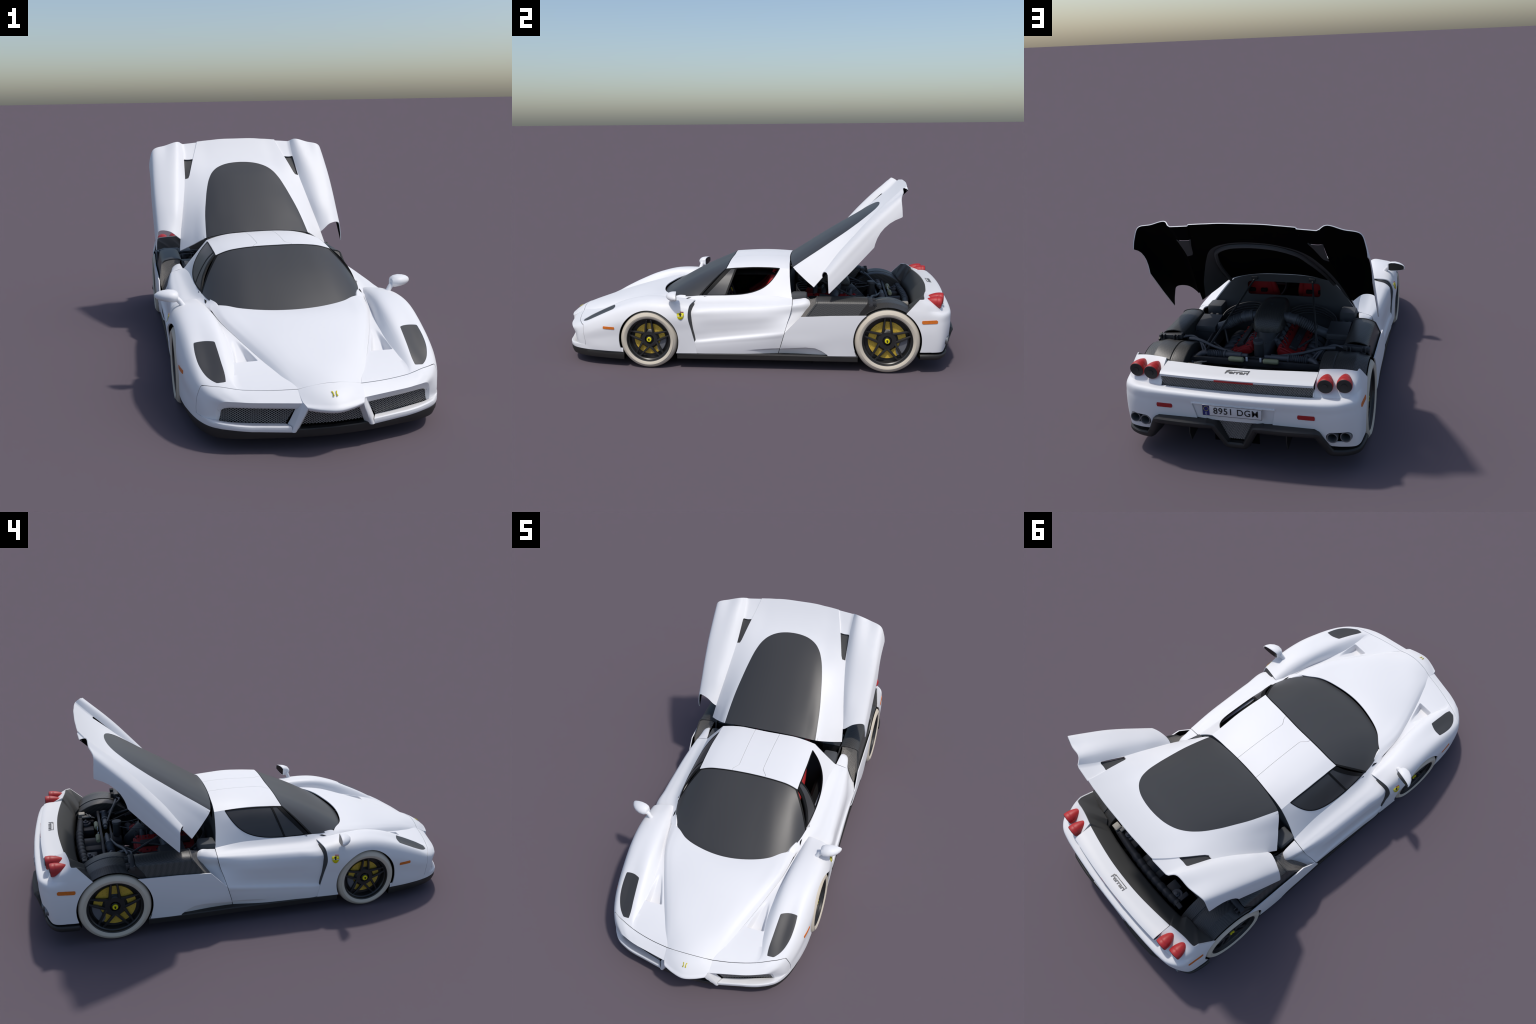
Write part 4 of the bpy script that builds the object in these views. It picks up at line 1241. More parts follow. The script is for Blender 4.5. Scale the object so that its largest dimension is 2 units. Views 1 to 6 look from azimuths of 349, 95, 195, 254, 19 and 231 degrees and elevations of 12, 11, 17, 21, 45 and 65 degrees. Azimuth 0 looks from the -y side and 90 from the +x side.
def make_wheel(name_y, zc, r_tyre, r_rim, r_disc, x_in, x_out, x_cap, y, spin):
    """All parts for one wheel on the +x side, each as a Mesh around the axle."""
    c = (0, y, zc)
    ax = (1, 0, 0)
    w = x_out - x_in
    sw = r_tyre - r_rim
    tyre_prof = [(x_in + 0.012, r_rim - 0.004), (x_in + 0.002, r_rim + 0.3 * sw), (x_in, r_rim + 0.55 * sw), (x_in + 0.006, r_tyre - 0.010), (x_in + 0.016, r_tyre - 0.002)]
    for g in np.linspace(0.24, 0.76, 4):
        gx = x_in + w * g
        tyre_prof += [(gx - 0.003, r_tyre), (gx - 0.0025, r_tyre - 0.003), (gx + 0.0025, r_tyre - 0.003), (gx + 0.003, r_tyre)]
    tyre_prof += [(x_out - 0.018, r_tyre - 0.001), (x_out - 0.009, r_tyre - 0.006), (x_out - 0.004, r_tyre - 0.0125), (x_out - 0.0012, r_tyre - 0.019), (x_out, r_rim + 0.42 * sw), (x_out - 0.001, r_rim + 0.20 * sw), (x_out - 0.0045, r_rim + 0.05 * sw), (x_out - 0.008, r_rim - 0.004)]
    tyre = oriented(lathe(tyre_prof, c, ax, 96), (x_in + w / 2, y, zc))
    for k in range(0):
        pass
    lip = x_out - 0.0065
    rim_prof = [(lip - 0.004, r_rim + 0.0015), (lip, r_rim + 0.001), (lip + 0.001, r_rim - 0.001), (lip - 0.001, r_rim - 0.005), (lip - 0.010, r_rim - 0.0065), (lip - 0.014, r_rim - 0.011), (lip - 0.05, r_rim - 0.017), (x_in + 0.012, r_rim - 0.012), (x_in + 0.004, r_rim - 0.003)]
    barrel = lathe(rim_prof, c, ax, 96).shell(0.002, 0).join(oriented(lathe([(x_cap - 0.032, r_disc * 0.9), (x_cap - 0.030, r_rim - 0.014)], c, ax, 72), (0, y, zc)))
    r0, r1 = 0.030, r_rim - 0.006
    spokes, webs, bolts = Mesh(), Mesh(), Mesh()
    for k in range(5):
        a = math.radians(90 + 72 * k)
        ca, sa = math.cos(a), math.sin(a)
        er, et = np.array([0, ca, sa]), np.array([0, -sa, ca])
        for s in (-1, 1):
            rows = []
            for t in np.linspace(0, 1, 9):
                r = r0 + (r1 - r0) * t
                off = s * (0.0215 * (1 - t) + 0.0120 * t) * (r_rim / 0.120)
                hw = 0.0061 * (1 - 0.25 * t) * (r_rim / 0.120)
                xf = x_cap - 0.009 + 0.004 * math.sin(t * math.pi) + 0.001 * t
                xb = xf - 0.0125 + 0.003 * t
                o = np.array([0, y, zc]) + er * r + et * off
                rows.append([o + et * (-hw) + np.array([xb, 0, 0]), o + et * (-hw) + np.array([xf - 0.003, 0, 0]), o + et * (-hw + 0.0022) + np.array([xf, 0, 0]), o + et * (hw - 0.0022) + np.array([xf, 0, 0]), o + et * hw + np.array([xf - 0.003, 0, 0]), o + et * hw + np.array([xb, 0, 0])])
            m = Mesh.grid(np.array(rows), wrap=True)
            m.F += [list(range(6))[::-1], [8 * 6 + i for i in range(6)]]
            m.M += [0, 0]
            spokes = spokes.join(oriented(m, rows[4][0] * 0.5 + rows[4][5] * 0.5 + np.array([0.006, 0, 0]) + et * 0))
            bp = np.array([0, y, zc]) + er * (r1 - 0.007) + et * s * 0.0125 * (r_rim / 0.120)
            bolts = bolts.join(lathe([(0, 0), (0.0, 0.0032), (-0.002, 0.0034)], bp + np.array([x_cap - 0.0072, 0, 0]), ax, 10))
        # web between the two bars of a pair
        rows = []
        for r, hw_, xw in ((0.024, 0.020, -0.012), (0.044, 0.015, -0.015), (0.052, 0.013, -0.022)):
            o = np.array([x_cap + xw, y, zc]) + er * r * (r_rim / 0.120)
            rows.append([o - et * hw_ * (r_rim / 0.120), o + et * hw_ * (r_rim / 0.120)])
        webs = webs.join(oriented(Mesh.grid(np.array(rows)), (0, y, zc)).shell(0.004, 0))
    hubs = oriented(lathe([(x_cap - 0.040, r_rim * 0.40), (x_cap - 0.014, r_rim * 0.39), (x_cap - 0.0088, r_rim * 0.35), (x_cap - 0.0085, 0.0225), (x_cap - 0.020, 0.0210), (x_cap - 0.020, 0.0)], c, ax, 48), (x_cap - 0.03, y, zc))
    nut = lathe([(x_cap - 0.024, 0.0165), (x_cap - 0.008, 0.0165), (x_cap - 0.006, 0.015), (x_cap - 0.006, 0.011)], c, ax, 12)
    capm = oriented(lathe([(x_cap - 0.008, 0.0118), (x_cap - 0.001, 0.0115), (x_cap, 0.0105), (x_cap + 0.0005, 0.0)], c, ax, 28), (x_cap - 0.02, y, zc))
    x_d = x_cap - 0.0235
    disc = oriented(lathe([(x_d - 0.012, 0.03), (x_d - 0.012, r_disc), (x_d, r_disc), (x_d, 0.03)], c, ax, 72), (x_d - 0.006, y, zc))
    holes = Mesh()
    for k in range(24):
        for q in range(3):
            a = 2 * math.pi * (k + 0.28 * q) / 24
            r = r_disc * (0.68 + 0.12 * q)
            hp = np.array([x_d + 0.0004, y + r * math.cos(a), zc + r * math.sin(a)])
            holes = holes.join(lathe([(0, 0), (0, 0.00115)], hp, ax, 6))
    cal = Mesh()
    rows = []
    for t in np.linspace(0, 1, 11):
        a = math.radians(8 - 62 * t)
        e = min(1, math.sin(math.pi * t) * 3 + 0.45)
        ri, ro = r_disc * (0.90 - 0.22 * e), r_disc * (0.96 + 0.12 * e)
        ring = []
        for r, xx in ((ri, -0.028), (ri, 0.003), (ri + 0.003, 0.0065), (ro - 0.003, 0.0065), (ro, 0.003), (ro, -0.028)):
            ring.append((x_d + xx, y + r * math.cos(a), zc + r * math.sin(a)))
        rows.append(ring)
    cal = Mesh.grid(np.array(rows), wrap=True)
    cal.F += [list(range(6)), [60 + i for i in range(6)]]
    cal.M += [0, 0]
    ca_ = (x_d, y + r_disc * 0.9 * math.cos(-0.4), zc + r_disc * 0.9 * math.sin(-0.4))
    cal = oriented(cal, ca_)
    mark = placed(horse_mark(0.0072, 0), (x_cap + 0.0012, y, zc), (0, 1, 0), (0, 0, 1))
    return dict(tyre=(tyre, "cream_rubber"), rim_barrel=(barrel, "rim_black"), spoke_star=(spokes.join(webs), "rim_black"), hub=(hubs.join(nut), "rim_black"), spoke_bolts=(bolts, "rim_bolt"), hub_cap=(capm, "badge_yellow"), cap_mark=(mark, "letter_black"), brake_disc=(disc, "disc_gold"), disc_holes=(holes, "letter_black"), brake_caliper=(cal, "caliper_grey"))


for spec in (("f", AXLE_F[1], 0.139, 0.1080, 0.0760, 0.345, 0.4525, 0.4385, AXLE_F[0], 0), ("r", AXLE_R[1], 0.153, 0.1195, 0.0895, 0.305, 0.4595, 0.4455, AXLE_R[0], 0)):
    parts = make_wheel(*spec)
    for sgn in (1, -1):
        wh = group("wheel", car)
        for nm, (m, mt) in parts.items():
            if sgn < 0:
                m = m.mirrored()
                if nm == "cap_mark":
                    m = Mesh(np.c_[m.V[:, 0], 2 * spec[8] - m.V[:, 1], m.V[:, 2]], [f[::-1] for f in m.F])
            add(nm, m, [mt], wh, smooth=30, stuff=nm in ("disc_holes", "spoke_bolts"))

# wheel wells
for (ay, az), r, x0, x1 in ((AXLE_F, 0.150, 0.335, 0.438), (AXLE_R, 0.161, 0.272, 0.449)):
    a = np.radians(np.linspace(-28, 208, 50))
    arc = lambda x, rr: np.c_[np.full(50, x), ay + rr * np.cos(a), az + rr * np.sin(a)]
    well = Mesh.grid(np.stack([arc(x1, r - 0.002), arc(x1 - 0.03, r), arc(x0, r), arc(x0, 0.05)]))
    add_pair("wheel_well", oriented(well, (0.35, ay, az + 0.5)).shell(0.002, 0), ["black_lining"], car)

# fender shields on the front flanks


def surface_x(mesh, y, z):
    d = np.hypot(mesh.V[:, 1] - y, mesh.V[:, 2] - z) + 10 * (mesh.V[:, 0] < 0.40)
    return mesh.V[np.argsort(d)[:4], 0].mean()


SY, SZ = -0.3125, 0.2660
sx_mid, sx_top, sx_low = surface_x(fender, SY, SZ), surface_x(fender, SY, SZ + 0.018), surface_x(fender, SY, SZ - 0.018)
sx_f, sx_b = surface_x(fender, SY - 0.014, SZ), surface_x(fender, SY + 0.014, SZ)
for sgn in (1, -1):
    em = group("fender_shield", car)
    K = 0.0205
    base = prism(hermite([(0.0, -1.0), (0.45, -0.78), (0.74, -0.35), (0.78, 0.55), (0.40, 0.58), (0.0, 0.62), (-0.40, 0.58), (-0.78, 0.55), (-0.74, -0.35), (-0.45, -0.78), (0.0, -1.0)], 4, creases=(3, 7))[:-1] * K, 2, 0, 0.0008)
    band = prism(np.array([(-0.70, -0.22), (0.70, -0.22), (0.72, -0.10), (-0.72, -0.10)]) * K, 2, 0.0002, 0.0011)
    strip = prism(np.array([(-0.10, 0.72), (0.75, 0.72), (0.75, 0.86), (-0.10, 0.90)]) * K, 2, 0, 0.0008)
    hm = horse_mark(0.0095, 0.0013).moved((0, 0.003, 0))
    for nm, m, mt in (("shield_field", base, "badge_yellow"), ("shield_band", band, "white_paint"), ("shield_mark", hm, "letter_black"), ("shield_strip", strip, "lamp_red")):
        up = (sgn * (sx_top - sx_low), 0, 0.036)
        rt = (sgn * (sx_b - sx_f), 0.028, 0) if sgn > 0 else (-sgn * (sx_b - sx_f), -0.028, 0)
        p = placed(m, (sgn * (sx_mid + 0.0015), SY, SZ), rt, up)
        add(nm, p, [mt], em, smooth=None)
nose_badge = placed(horse_mark(0.009, 0.0), (0, -0.9605, 0.1885), (1, 0, 0), (0, 0.86, 0.5))
bars = Mesh()
for s in (-1, 1):
    bars = bars.join(placed(prism(np.array([(0.0035, -0.010), (0.0085, -0.009), (0.0060, 0.0), (0.0095, 0.010), (0.0050, 0.009), (0.0035, 0.001)]) * np.array([s, 1]), 2, 0, 0.001), (0, -0.9590, 0.1885), (1, 0, 0), (0, 0.88, 0.47)))
add("nose_badge", bars, ["badge_yellow"], car, smooth=None)

# ------------------------------------------------------------------ cabin inside
cabin = group("interior", car)
fw_poly = [(0, 0.4755), (0.06, 0.475), (0.11, 0.472), (0.165, 0.469), (0.205, 0.458), (0.232, 0.448), (0.262, 0.420), (0.294, 0.377), (0.334, 0.325), (0.335, 0.24), (0.335, 0.10), (0, 0.10)]
nz, nx = 46, 40
G = np.array([[(x, 0.187 + 0.0015 * 0 + 0.075 * x * x * 2.2, z) for x in np.linspace(0, 0.36, nx)] for z in np.linspace(0.08, 0.49, nz)])
fwall = Mesh.grid(G).clip(lambda V: polygon_distance(np.vstack([[(-0.02, 0.4755)], fw_poly, [(-0.02, 0.10)]]), V[:, [0, 2]]))
hole = lambda V: np.hypot(np.maximum(np.abs(V[:, 0]) - 0.155, 0), np.maximum(np.abs(V[:, 2] - 0.4065) - 0.018, 0)) - 0.014
fwall = oriented(fwall.clip(lambda V: -hole(V)), (0, 0, 0.3))
add("firewall", fwall.both().shell(0.006, 0), ["firewall_grey"], cabin)
tub = Mesh()
for b in (box((0, -0.10, 0.085), (0.80, 0.62, 0.02)), box((0.315, -0.03, 0.185), (0.02, 0.48, 0.21)), box((-0.315, -0.03, 0.185), (0.02, 0.48, 0.21)), box((0, -0.33, 0.19), (0.66, 0.02, 0.22)), box((0, 0.06, 0.16), (0.10, 0.36, 0.14), 0.02)):
    tub = tub.join(b)
add("cabin_tub", tub, ["cabin_black"], cabin)
dash = oriented(Mesh.grid(np.array([[(x, y, z) for x in np.linspace(-0.31, 0.31, 12)] for y, z in ((-0.40, 0.285), (-0.30, 0.318), (-0.20, 0.325), (-0.165, 0.315), (-0.16, 0.26), (-0.18, 0.20))])), (0, -0.3, 0.1)).shell(0.004, 0)
add("dashboard", dash, ["cabin_black"], cabin)
head_liner = Mesh.grid(np.array([[(x, y, 0.476 - 0.9 * x * x - 0.15 * (y - 0.05) ** 2 - 0.010) for x in np.linspace(-0.225, 0.225, 10)] for y in np.linspace(-0.10, 0.185, 6)]))
add("head_liner", oriented(head_liner, (0, 0, 1)), ["cabin_black"], cabin)
for sx in (0.135, -0.135):
    seat = group("seat", cabin)
    # backrest: padded slab with raised wings, shoulder belt openings and headrest top
    rows = []
    for t, w, dep in ((0.0, 0.064, 0.034), (0.2, 0.072, 0.040), (0.45, 0.077, 0.042), (0.65, 0.076, 0.040), (0.8, 0.072, 0.034), (0.92, 0.066, 0.026), (1.0, 0.050, 0.012)):
        yb, zb = 0.050 + 0.090 * t, 0.165 + 0.285 * t
        ring = []
        for a in np.linspace(0, 2 * np.pi, 28, endpoint=False):
            u = w * np.sign(math.cos(a)) * abs(math.cos(a)) ** 0.6
            v = dep * 0.5 * np.sign(math.sin(a)) * abs(math.sin(a)) ** 0.7
            v -= 0.022 * (abs(u) / w) ** 3
            ring.append((sx + u, yb + v, zb))
        rows.append(ring)
    back = Mesh.grid(np.array(rows), wrap=True)
    back.F += [list(range(28)), [6 * 28 + i for i in range(28)]]
    back.M += [0, 0]
    add("backrest", oriented(back, (sx, 0.10, 0.30)), ["seat_red"], seat, smooth=50)
    add("seat_cushion", box((sx, -0.02, 0.175), (0.145, 0.17, 0.055), 0.02), ["cabin_black"], seat)
    bol = Mesh()
    for e in (1, -1):
        bol = bol.join(tube([(sx + e * 0.062, 0.122, 0.425), (sx + e * 0.070, 0.108, 0.385), (sx + e * 0.074, 0.080, 0.335), (sx + e * 0.072, 0.02, 0.275), (sx + e * 0.070, -0.05, 0.235)], [0.010, 0.015, 0.017, 0.018, 0.014], seg=16))
    add("side_bolster", bol, ["seat_red"], seat)
    add("seat_base", box((sx, 0.0, 0.200), (0.13, 0.20, 0.05), 0.02), ["seat_red"], seat)
    for dx in (0.028, -0.028):
        add("belt_opening", box((sx + dx, 0.128, 0.380), (0.030, 0.040, 0.018), 0.004), ["cabin_black"], seat)
wheel_c = np.array([0.135, -0.115, 0.320])
wd = np.array([0, 0.92, 0.38])
ringp = []
d_, u_, w_ = frame_of(wd)
for a in np.linspace(0, 2 * np.pi, 40, endpoint=True):
    ringp.append(wheel_c + 0.073 * (math.cos(a) * u_ + math.sin(a) * w_))
sw_ = tube(ringp, 0.0065, seg=10, smooth=False, caps=False)
for a in (0, math.pi, -math.pi / 2):
    sw_ = sw_.join(tube([wheel_c, wheel_c + 0.072 * (math.cos(a) * u_ + math.sin(a) * w_)], 0.006, seg=8, smooth=False))
sw_ = sw_.join(lathe([(-0.012, 0.02), (0.006, 0.02), (0.009, 0.016), (0.009, 0.0)], wheel_c, wd, 24))
stw = group("steering_wheel", cabin)
add("wheel_ring", sw_, ["engine_dark"], stw)
add("horn_badge", lathe([(0.0095, 0.0), (0.0098, 0.011), (0.008, 0.0115)], wheel_c, wd, 20), ["badge_yellow"], stw)
add_pair("door_card", prism([(0.324, 0.331), (0.285, 0.322), (0.268, 0.300), (0.272, 0.22), (0.324, 0.22)], 1, -0.22, 0.12), ["cabin_black"], cabin)

# ------------------------------------------------------------------ engine bay
bay = group("engine_bay", car)
add("bay_floor", box((0, 0.36, 0.10), (0.60, 0.32, 0.02)).join(box((0.30, 0.36, 0.17), (0.01, 0.33, 0.15)), box((-0.30, 0.36, 0.17), (0.01, 0.33, 0.15))), ["black_lining"], bay)

# carbon covers over the rear wheels
rows = []
for x, r, a0 in ((0.268, 0.100, 20), (0.268, 0.168, 20), (0.270, 0.1705, 20), (0.274, 0.1720, 20), (0.318, 0.1735, 25), (0.321, 0.1705, 25), (0.326, 0.1705, 25), (0.329, 0.1745, 25), (0.395, 0.1760, 48), (0.402, 0.1750, 50), (0.408, 0.1720, 52), (0.436, 0.1655, 57), (0.445, 0.1630, 58)):
    a = np.radians(np.linspace(a0, 172, 60))
    rows.append(np.c_[np.full(60, x), AXLE_R[0] + r * np.cos(a), AXLE_R[1] + r * np.sin(a)])
wc = oriented(Mesh.grid(np.stack(rows)), (0.36, 0.665, 0.0))
add_pair("wheel_cover", wc.shell(0.003, 1), ["carbon_fibre", "black_lining"], bay, smooth=25)

# carbon air boxes behind the doors
rows = []
for y, k in ((0.336, 0.0), (0.345, 0.6), (0.40, 1.0), (0.50, 1.0), (0.562, 1.0), (0.572, 0.7)):
    prof = [(0.336, 0.20), (0.336, 0.322), (0.3385, 0.334), (0.347, 0.3405), (0.372, 0.3445 + 0.003 * k), (0.400, 0.3425 + 0.003 * k), (0.424, 0.3345 + 0.001 * k), (0.4305, 0.328), (0.437, 0.300), (0.4465, 0.255)]
    rows.append([(x, y + 0.75 * min(0, z - 0.332), z) for x, z in prof])
ab = oriented(Mesh.grid(np.array([hermite(r, 4, creases=(7,)) for r in rows])), (0.37, 0.45, 0.2))
add_pair("air_box", ab.shell(0.004, 1), ["carbon_fibre", "black_lining"], bay, smooth=25)
rimf = np.array(hermite(rows[0], 4, creases=(7,)))
add_pair("air_box_rim", sweep(rimf, [(-0.003, -0.003), (0.003, -0.003), (0.003, 0.003), (-0.003, 0.003)], up=(0, 1, 0.2)), ["carbon_fibre"], bay)
# intake mesh in front of the air box
f_out = line_at([(0.446, 0.277, 0.255), (0.436, 0.312, 0.300), (0.430, 0.333, 0.3275), (0.400, 0.336, 0.3425), (0.372, 0.336, 0.3445), (0.347, 0.336, 0.340)], 24)
f_in = line_at([(0.438, 0.225, 0.215), (0.412, 0.250, 0.245), (0.392, 0.275, 0.275), (0.380, 0.294, 0.305), (0.366, 0.292, 0.322), (0.352, 0.285, 0.325)], 24)
im = Mesh.grid(np.stack([f_out + np.array([0, -0.002, -0.002]), f_out * 0.5 + f_in * 0.5 + np.array([0.0, 0.012, 0.0]), f_in]))
add_pair("intake_mesh", oriented(im, (0.38, 0.5, 0.2)).shell(0.002, 0), ["carbon_mesh"], bay)

# latch rail behind each air box
rail = box((0.388, 0.585, 0.3235), (0.105, 0.026, 0.024), 0.006, rot=Matrix.Rotation(0.08, 3, "Y"))
for dx in (-0.028, 0.030):
    rail = rail.join(box((0.388 + dx - 0.007, 0.603, 0.328), (0.004, 0.018, 0.018), 0.001), box((0.388 + dx + 0.007, 0.603, 0.328), (0.004, 0.018, 0.018), 0.001), box((0.388 + dx, 0.607, 0.315), (0.016, 0.006, 0.006), 0.001))
add_pair("latch_rail", rail, ["engine_dark"], bay)
side_flap = prism([(0.575, 0.335), (0.605, 0.315), (0.60, 0.300), (0.54, 0.262), (0.515, 0.262)], 0, 0.434, 0.440)
add_pair("air_box_flap", side_flap, ["dark_plastic"], bay)

# grey boxes by the firewall and the dark filter boxes
add_pair("expansion_box", box((0.303, 0.247, 0.312), (0.070, 0.078, 0.074), 0.012).join(tube([(0.288, 0.287, 0.305), (0.288, 0.300, 0.300)], 0.009), tube([(0.315, 0.287, 0.305), (0.315, 0.300, 0.300)], 0.009)), ["firewall_grey"], bay)
fb = prism([(0.345, 0.330), (0.450, 0.3165), (0.455, 0.305), (0.455, 0.22), (0.345, 0.22)], 0, 0.243, 0.331)
add_pair("filter_box", fb.join(box((0.287, 0.452, 0.296), (0.092, 0.010, 0.006), 0.002)), ["engine_dark"], bay, smooth=25)

# plenum: carbon air chamber above the engine
rows = []
for y, w, z0, z1 in ((0.268, 0.030, 0.355, 0.388), (0.280, 0.048, 0.345, 0.402), (0.31, 0.058, 0.335, 0.411), (0.37, 0.066, 0.330, 0.414), (0.43, 0.070, 0.325, 0.404), (0.462, 0.068, 0.322, 0.392), (0.480, 0.064, 0.322, 0.380), (0.492, 0.058, 0.324, 0.362), (0.500, 0.050, 0.326, 0.345)):
    ring = []
    for a in np.linspace(0, 2 * np.pi, 36, endpoint=False):
        u = np.sign(math.cos(a)) * abs(math.cos(a)) ** 0.5
        v = np.sign(math.sin(a)) * abs(math.sin(a)) ** 0.5
        ring.append((w * u * (0.92 + 0.08 * (v < 0)), y, (z0 + z1) / 2 + (z1 - z0) / 2 * v))
    rows.append(ring)
pl = Mesh.grid(np.array(rows), wrap=True)
pl.F += [list(range(36)), [8 * 36 + i for i in range(36)]]
pl.M += [0, 0]
add("intake_plenum", oriented(pl, (0, 0.39, 0.37)), ["carbon_fibre"], bay, smooth=50)
fun = []
for z, w, d, y in ((0.330, 0.060, 0.075, 0.435), (0.30, 0.048, 0.080, 0.46), (0.26, 0.034, 0.09, 0.49), (0.22, 0.03, 0.09, 0.50)):
    fun.append([(w * math.cos(a), y + d * math.sin(a), z) for a in np.linspace(0, 2 * np.pi, 24, endpoint=False)])
add("plenum_base", oriented(Mesh.grid(np.array(fun), wrap=True), (0, 0.47, 0.27)), ["engine_dark"], bay)
add("plenum_mark", placed(horse_mark(0.012, 0.0), (0.0, 0.395, 0.4135), (-1, 0, 0), (0, -1, 0.1)), ["engine_grey"], bay)
# intake hoses with bellows and clamps
path = hermite([(0.060, 0.425, 0.372), (0.095, 0.430, 0.368), (0.130, 0.432, 0.358), (0.165, 0.428, 0.340), (0.200, 0.420, 0.318), (0.245, 0.412, 0.298)], 10)
t = np.linspace(0, 1, len(path))
rad = np.where((t > 0.32) & (t < 0.72), 0.0205 + 0.0025 * np.sin(t * 2 * np.pi * 22), 0.0215)
rad = np.where((t > 0.10) & (t < 0.30), 0.0245, rad)
path2 = resample(path, 160)
rad2 = np.interp(np.linspace(0, 1, 160), t, rad)
t2 = np.linspace(0, 1, 160)
rad2 = np.where((t2 > 0.32) & (t2 < 0.70), 0.0205 + 0.0026 * np.sin(t2 * 2 * np.pi * 24), np.where((t2 > 0.08) & (t2 < 0.28), 0.0240 - 0.002 * (np.abs(t2 - 0.18) < 0.045), 0.0200))
add_pair("intake_hose", tube(path2, rad2, seg=24, smooth=False), ["engine_grey"], bay, smooth=60)

# twelve-cylinder block: two red cam covers with coil rails, dark block between
add("engine_block", box((0, 0.40, 0.17), (0.26, 0.30, 0.12), 0.02), ["engine_dark"], bay)
rot = Matrix.Rotation(math.radians(24), 3, "Y")
cov = box((0, 0, 0), (0.106, 0.270, 0.034), 0.008)
for k in range(6):
    cov = cov.join(box((0.044, -0.12 + 0.048 * k, 0.010), (0.014, 0.010, 0.020), 0.003), box((-0.044, -0.12 + 0.048 * k, 0.010), (0.014, 0.010, 0.020), 0.003))
cov = cov.join(box((-0.012, 0.134, -0.004), (0.066, 0.020, 0.030), 0.006))
Rm = np.array(rot)
cc = np.array([0.100, 0.402, 0.252])
add_pair("cam_cover", Mesh(cov.V @ Rm.T + cc, cov.F), ["engine_red"], bay, smooth=30)
coil = box((0.004, 0.0, 0.022), (0.034, 0.230, 0.016), 0.004)
add_pair("coil_rail", Mesh(coil.V @ Rm.T + cc, coil.F), ["engine_dark"], bay)
tx = text_mesh("Ferrari", 0.022, 0.0006)
tx = placed(tx, (0.004, 0.02, 0.0308), (0, -1, 0), (1, 0, 0))
add("cam_script", Mesh(tx.V @ Rm.T + cc, tx.F), ["engine_grey"], bay, smooth=None)
tx = text_mesh("Ferrari", 0.022, 0.0006)
tx = placed(tx, (0.004, 0.02, 0.0308), (0, 1, 0), (-1, 0, 0))
tx = Mesh(tx.V @ Rm.T + cc, tx.F)
add("cam_script", Mesh(tx.V * np.array([-1, 1, 1]), tx.F), ["engine_grey"], bay, smooth=None)
bolts = Mesh()
for k in range(7):
    for sx in (-0.036, 0.040):
        bolts = bolts.join(lathe([(0, 0.0035), (0.003, 0.0035), (0.0035, 0.0)], (sx, -0.132 + 0.044 * k, 0.017), (0, 0, 1), 8))
add_pair("cover_bolts", Mesh(bolts.V @ Rm.T + cc, bolts.F), ["engine_dark"], bay, stuff=True)
runners = Mesh()
for k in range(6):
    y0 = 0.31 + 0.046 * k
    runners = runners.join(tube([(0.145, y0, 0.215), (0.172, y0 + 0.004, 0.232), (0.200, y0 + 0.01, 0.215), (0.215, y0 + 0.014, 0.17)], 0.0155, seg=14))
add_pair("exhaust_manifold", runners, ["engine_grey"], bay, stuff=True)
ducts = Mesh()
for k in range(5):
    y0 = 0.32 + 0.045 * k
    ducts = ducts.join(tube([(0.01, y0, 0.300), (0.035, y0, 0.298), (0.055, y0, 0.27)], 0.013, seg=12))
add_pair("intake_runner", ducts, ["engine_grey"], bay, stuff=True)

# oil tank and filler between the heads at the rear
add("oil_filler", oriented(lathe([(0.0, 0.019), (0.062, 0.019), (0.064, 0.017)], (0.003, 0.612, 0.272), (0, 0, 1), 32), (0, 0.612, 0.3)), ["engine_dark"], bay)
add("filler_cap", oriented(lathe([(0.0, 0.0215), (0.009, 0.0215), (0.0105, 0.0195), (0.0105, 0.0)], (0.003, 0.612, 0.332), (0, 0, 1), 32), (0, 0.612, 0.33)), ["engine_grey"], bay)
add("gearbox", box((0, 0.70, 0.20), (0.14, 0.17, 0.09), 0.025).join(box((0, 0.625, 0.22), (0.10, 0.07, 0.10), 0.02), tube([(0, 0.62, 0.21), (0, 0.80, 0.22)], 0.045, seg=24)), ["engine_dark"], bay)

# cross beam with two lying dampers and olive canisters
beam = box((0, 0.686, 0.278), (0.52, 0.012, 0.026), 0.002).join(box((0, 0.640, 0.272), (0.52, 0.010, 0.018), 0.002), box((0.265, 0.663, 0.272), (0.012, 0.055, 0.02), 0.002), box((-0.265, 0.663, 0.272), (0.012, 0.055, 0.02), 0.002))
add("cross_beam", beam, ["engine_dark"], bay)
n = 150
xs = np.linspace(0.035, 0.225, n)
rr = np.where(xs < 0.130, 0.0125, np.where(xs < 0.205, 0.0140 + 0.0024 * np.sin((xs - 0.13) * 2 * np.pi / 0.0075), 0.009))
rr = np.where((xs > 0.126) & (xs < 0.134), 0.0175, rr)
rr = np.where(xs < 0.06, 0.008, rr)
add_pair("damper", tube(np.c_[xs, 0.663 - 0.05 * (xs - 0.04), 0.297 - 0.03 * (xs - 0.04)], rr, seg=18, smooth=False), ["engine_grey"], bay, smooth=60)
add_pair("damper_link", tube([(0.215, 0.652, 0.292), (0.232, 0.660, 0.290), (0.262, 0.690, 0.262)], [0.013, 0.011, 0.009], seg=12), ["engine_grey"], bay)
add_pair("canister", tube([(0.040, 0.7035, 0.298), (0.044, 0.7035, 0.298), (0.094, 0.7035, 0.298), (0.100, 0.7035, 0.298)], [0.007, 0.0105, 0.0105, 0.008], seg=18, smooth=False), ["canister_olive"], bay)
add_pair("canister_tag", box((0.028, 0.700, 0.300), (0.008, 0.004, 0.018), 0.001), ["tag_white"], bay)

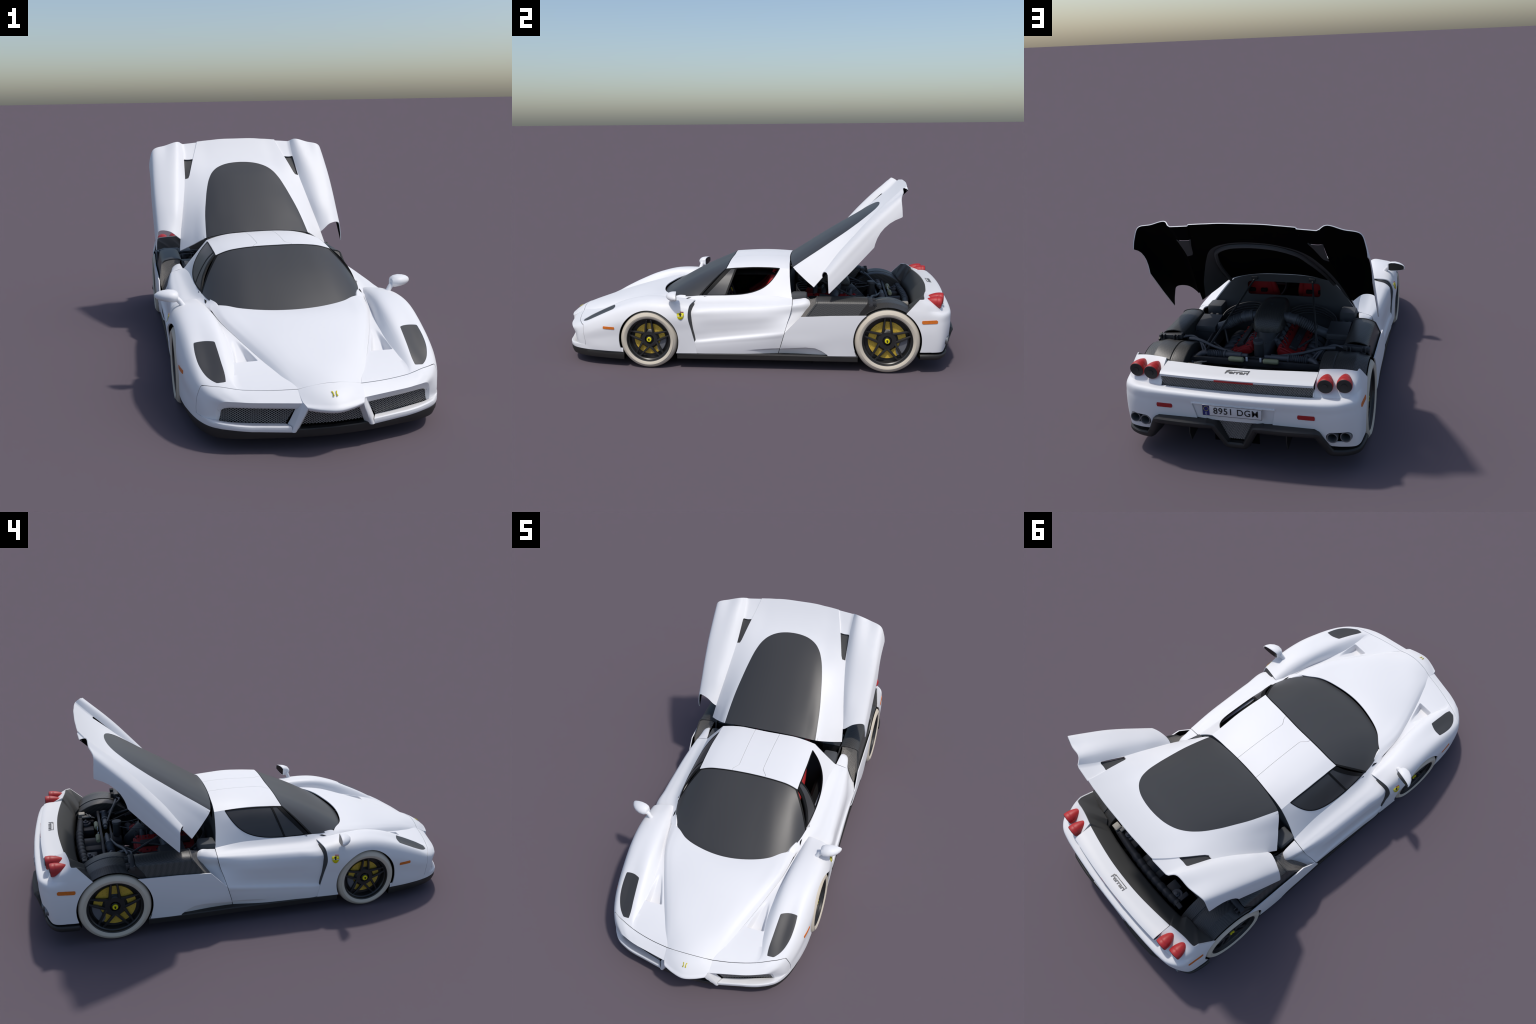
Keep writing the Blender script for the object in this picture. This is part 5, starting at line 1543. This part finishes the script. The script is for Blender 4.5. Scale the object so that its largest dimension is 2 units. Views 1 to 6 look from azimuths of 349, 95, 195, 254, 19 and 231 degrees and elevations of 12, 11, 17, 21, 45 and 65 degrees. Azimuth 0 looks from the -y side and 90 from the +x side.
# braces, hoses and cables
add_pair("body_brace", tube([(0.305, 0.592, 0.322), (0.262, 0.600, 0.322), (0.180, 0.628, 0.308), (0.095, 0.650, 0.300)], [0.006, 0.0065, 0.0055, 0.005], seg=10), ["engine_grey"], bay)
hoses = Mesh()
for k in range(2):
    hoses = hoses.join(tube([(0.335, 0.585 - 0.014 * k, 0.322), (0.300, 0.575, 0.326 - 0.004 * k), (0.262, 0.595, 0.318), (0.232 - 0.012 * k, 0.635, 0.288), (0.215, 0.66, 0.26)], 0.0042, seg=10))
add_pair("coolant_hose", hoses, ["engine_grey"], bay, stuff=True)
cables = Mesh()
for k in range(4):
    cables = cables.join(tube([(0.05, 0.275, 0.345 - 0.012 * k), (0.11, 0.232, 0.352 - 0.012 * k), (0.19, 0.235, 0.342 - 0.012 * k), (0.25, 0.275, 0.318 - 0.01 * k), (0.265, 0.33, 0.285)], 0.0036, seg=8))
add_pair("wiring", cables, ["engine_dark"], bay, stuff=True)
wires = Mesh()
for k in range(3):
    a0 = rng.uniform(-0.006, 0.006, 3)
    y0 = 0.47 + 0.028 * k
    wires = wires.join(tube([(0.050, y0, 0.300), np.array([0.064, y0 + 0.006, 0.308]) + a0, np.array([0.080, y0 + 0.01, 0.296]) + a0 * 0.5, (0.086, y0 + 0.008, 0.282)], 0.0015, seg=6))
wires = wires.join(tube([(0.052, 0.49, 0.325), (0.040, 0.55, 0.318), (0.024, 0.60, 0.325)], 0.0018, seg=6))
add_pair("ignition_lead", wires, ["engine_grey"], bay, stuff=True)
braces = tube([(0.235, 0.52, 0.28), (0.10, 0.66, 0.29)], 0.005, seg=8, smooth=False).join(tube([(0.25, 0.45, 0.29), (0.245, 0.62, 0.275)], 0.006, seg=8, smooth=False), tube([(0.235, 0.36, 0.30), (0.15, 0.56, 0.30)], 0.0045, seg=8, smooth=False))
add_pair("frame_tube", braces, ["engine_dark"], bay)

# things at the very back: ribbed hose, suspension mounts, pale unit on the right
n = 260
xs = np.linspace(-0.215, 0.225, n)
rr = 0.0165 + 0.0032 * np.abs(np.sin((xs + 0.2) * np.pi / 0.036))
rr = np.where(xs > 0.09, 0.0165, rr)
add("ribbed_hose", tube(np.c_[xs, 0.783 - 0.28 * xs * xs, np.full(n, 0.262)], rr, seg=16, smooth=False), ["engine_dark"], bay, smooth=60)
add_pair("suspension_mount", oriented(lathe([(-0.02, 0.026), (0.0, 0.026), (0.003, 0.023), (0.003, 0.014), (0.010, 0.013), (0.012, 0.006), (0.018, 0.005), (0.018, 0.0)], (0.180, 0.749, 0.262), (0, 0, 1), 28), (0.18, 0.749, 0.26)), ["engine_grey"], bay)
add_pair("bay_bracket", box((0.225, 0.772, 0.268), (0.035, 0.022, 0.022), 0.003).join(box((0.205, 0.735, 0.258), (0.02, 0.05, 0.012), 0.002), box((0.140, 0.742, 0.235), (0.05, 0.06, 0.04), 0.005)), ["engine_dark"], bay)
pale = box((0.238, 0.765, 0.285), (0.034, 0.030, 0.016), 0.003).join(box((0.215, 0.745, 0.282), (0.022, 0.040, 0.006), 0.001), tube([(0.225, 0.73, 0.285), (0.205, 0.72, 0.285)], 0.004, seg=8), tube([(0.24, 0.735, 0.28), (0.20, 0.705, 0.278)], 0.002, seg=6), tube([(0.23, 0.745, 0.292), (0.19, 0.715, 0.285)], 0.002, seg=6))
add("control_unit", pale, ["engine_pale"], bay)
add("silencer", box((0, 0.86, 0.23), (0.48, 0.08, 0.07), 0.025), ["engine_dark"], bay)
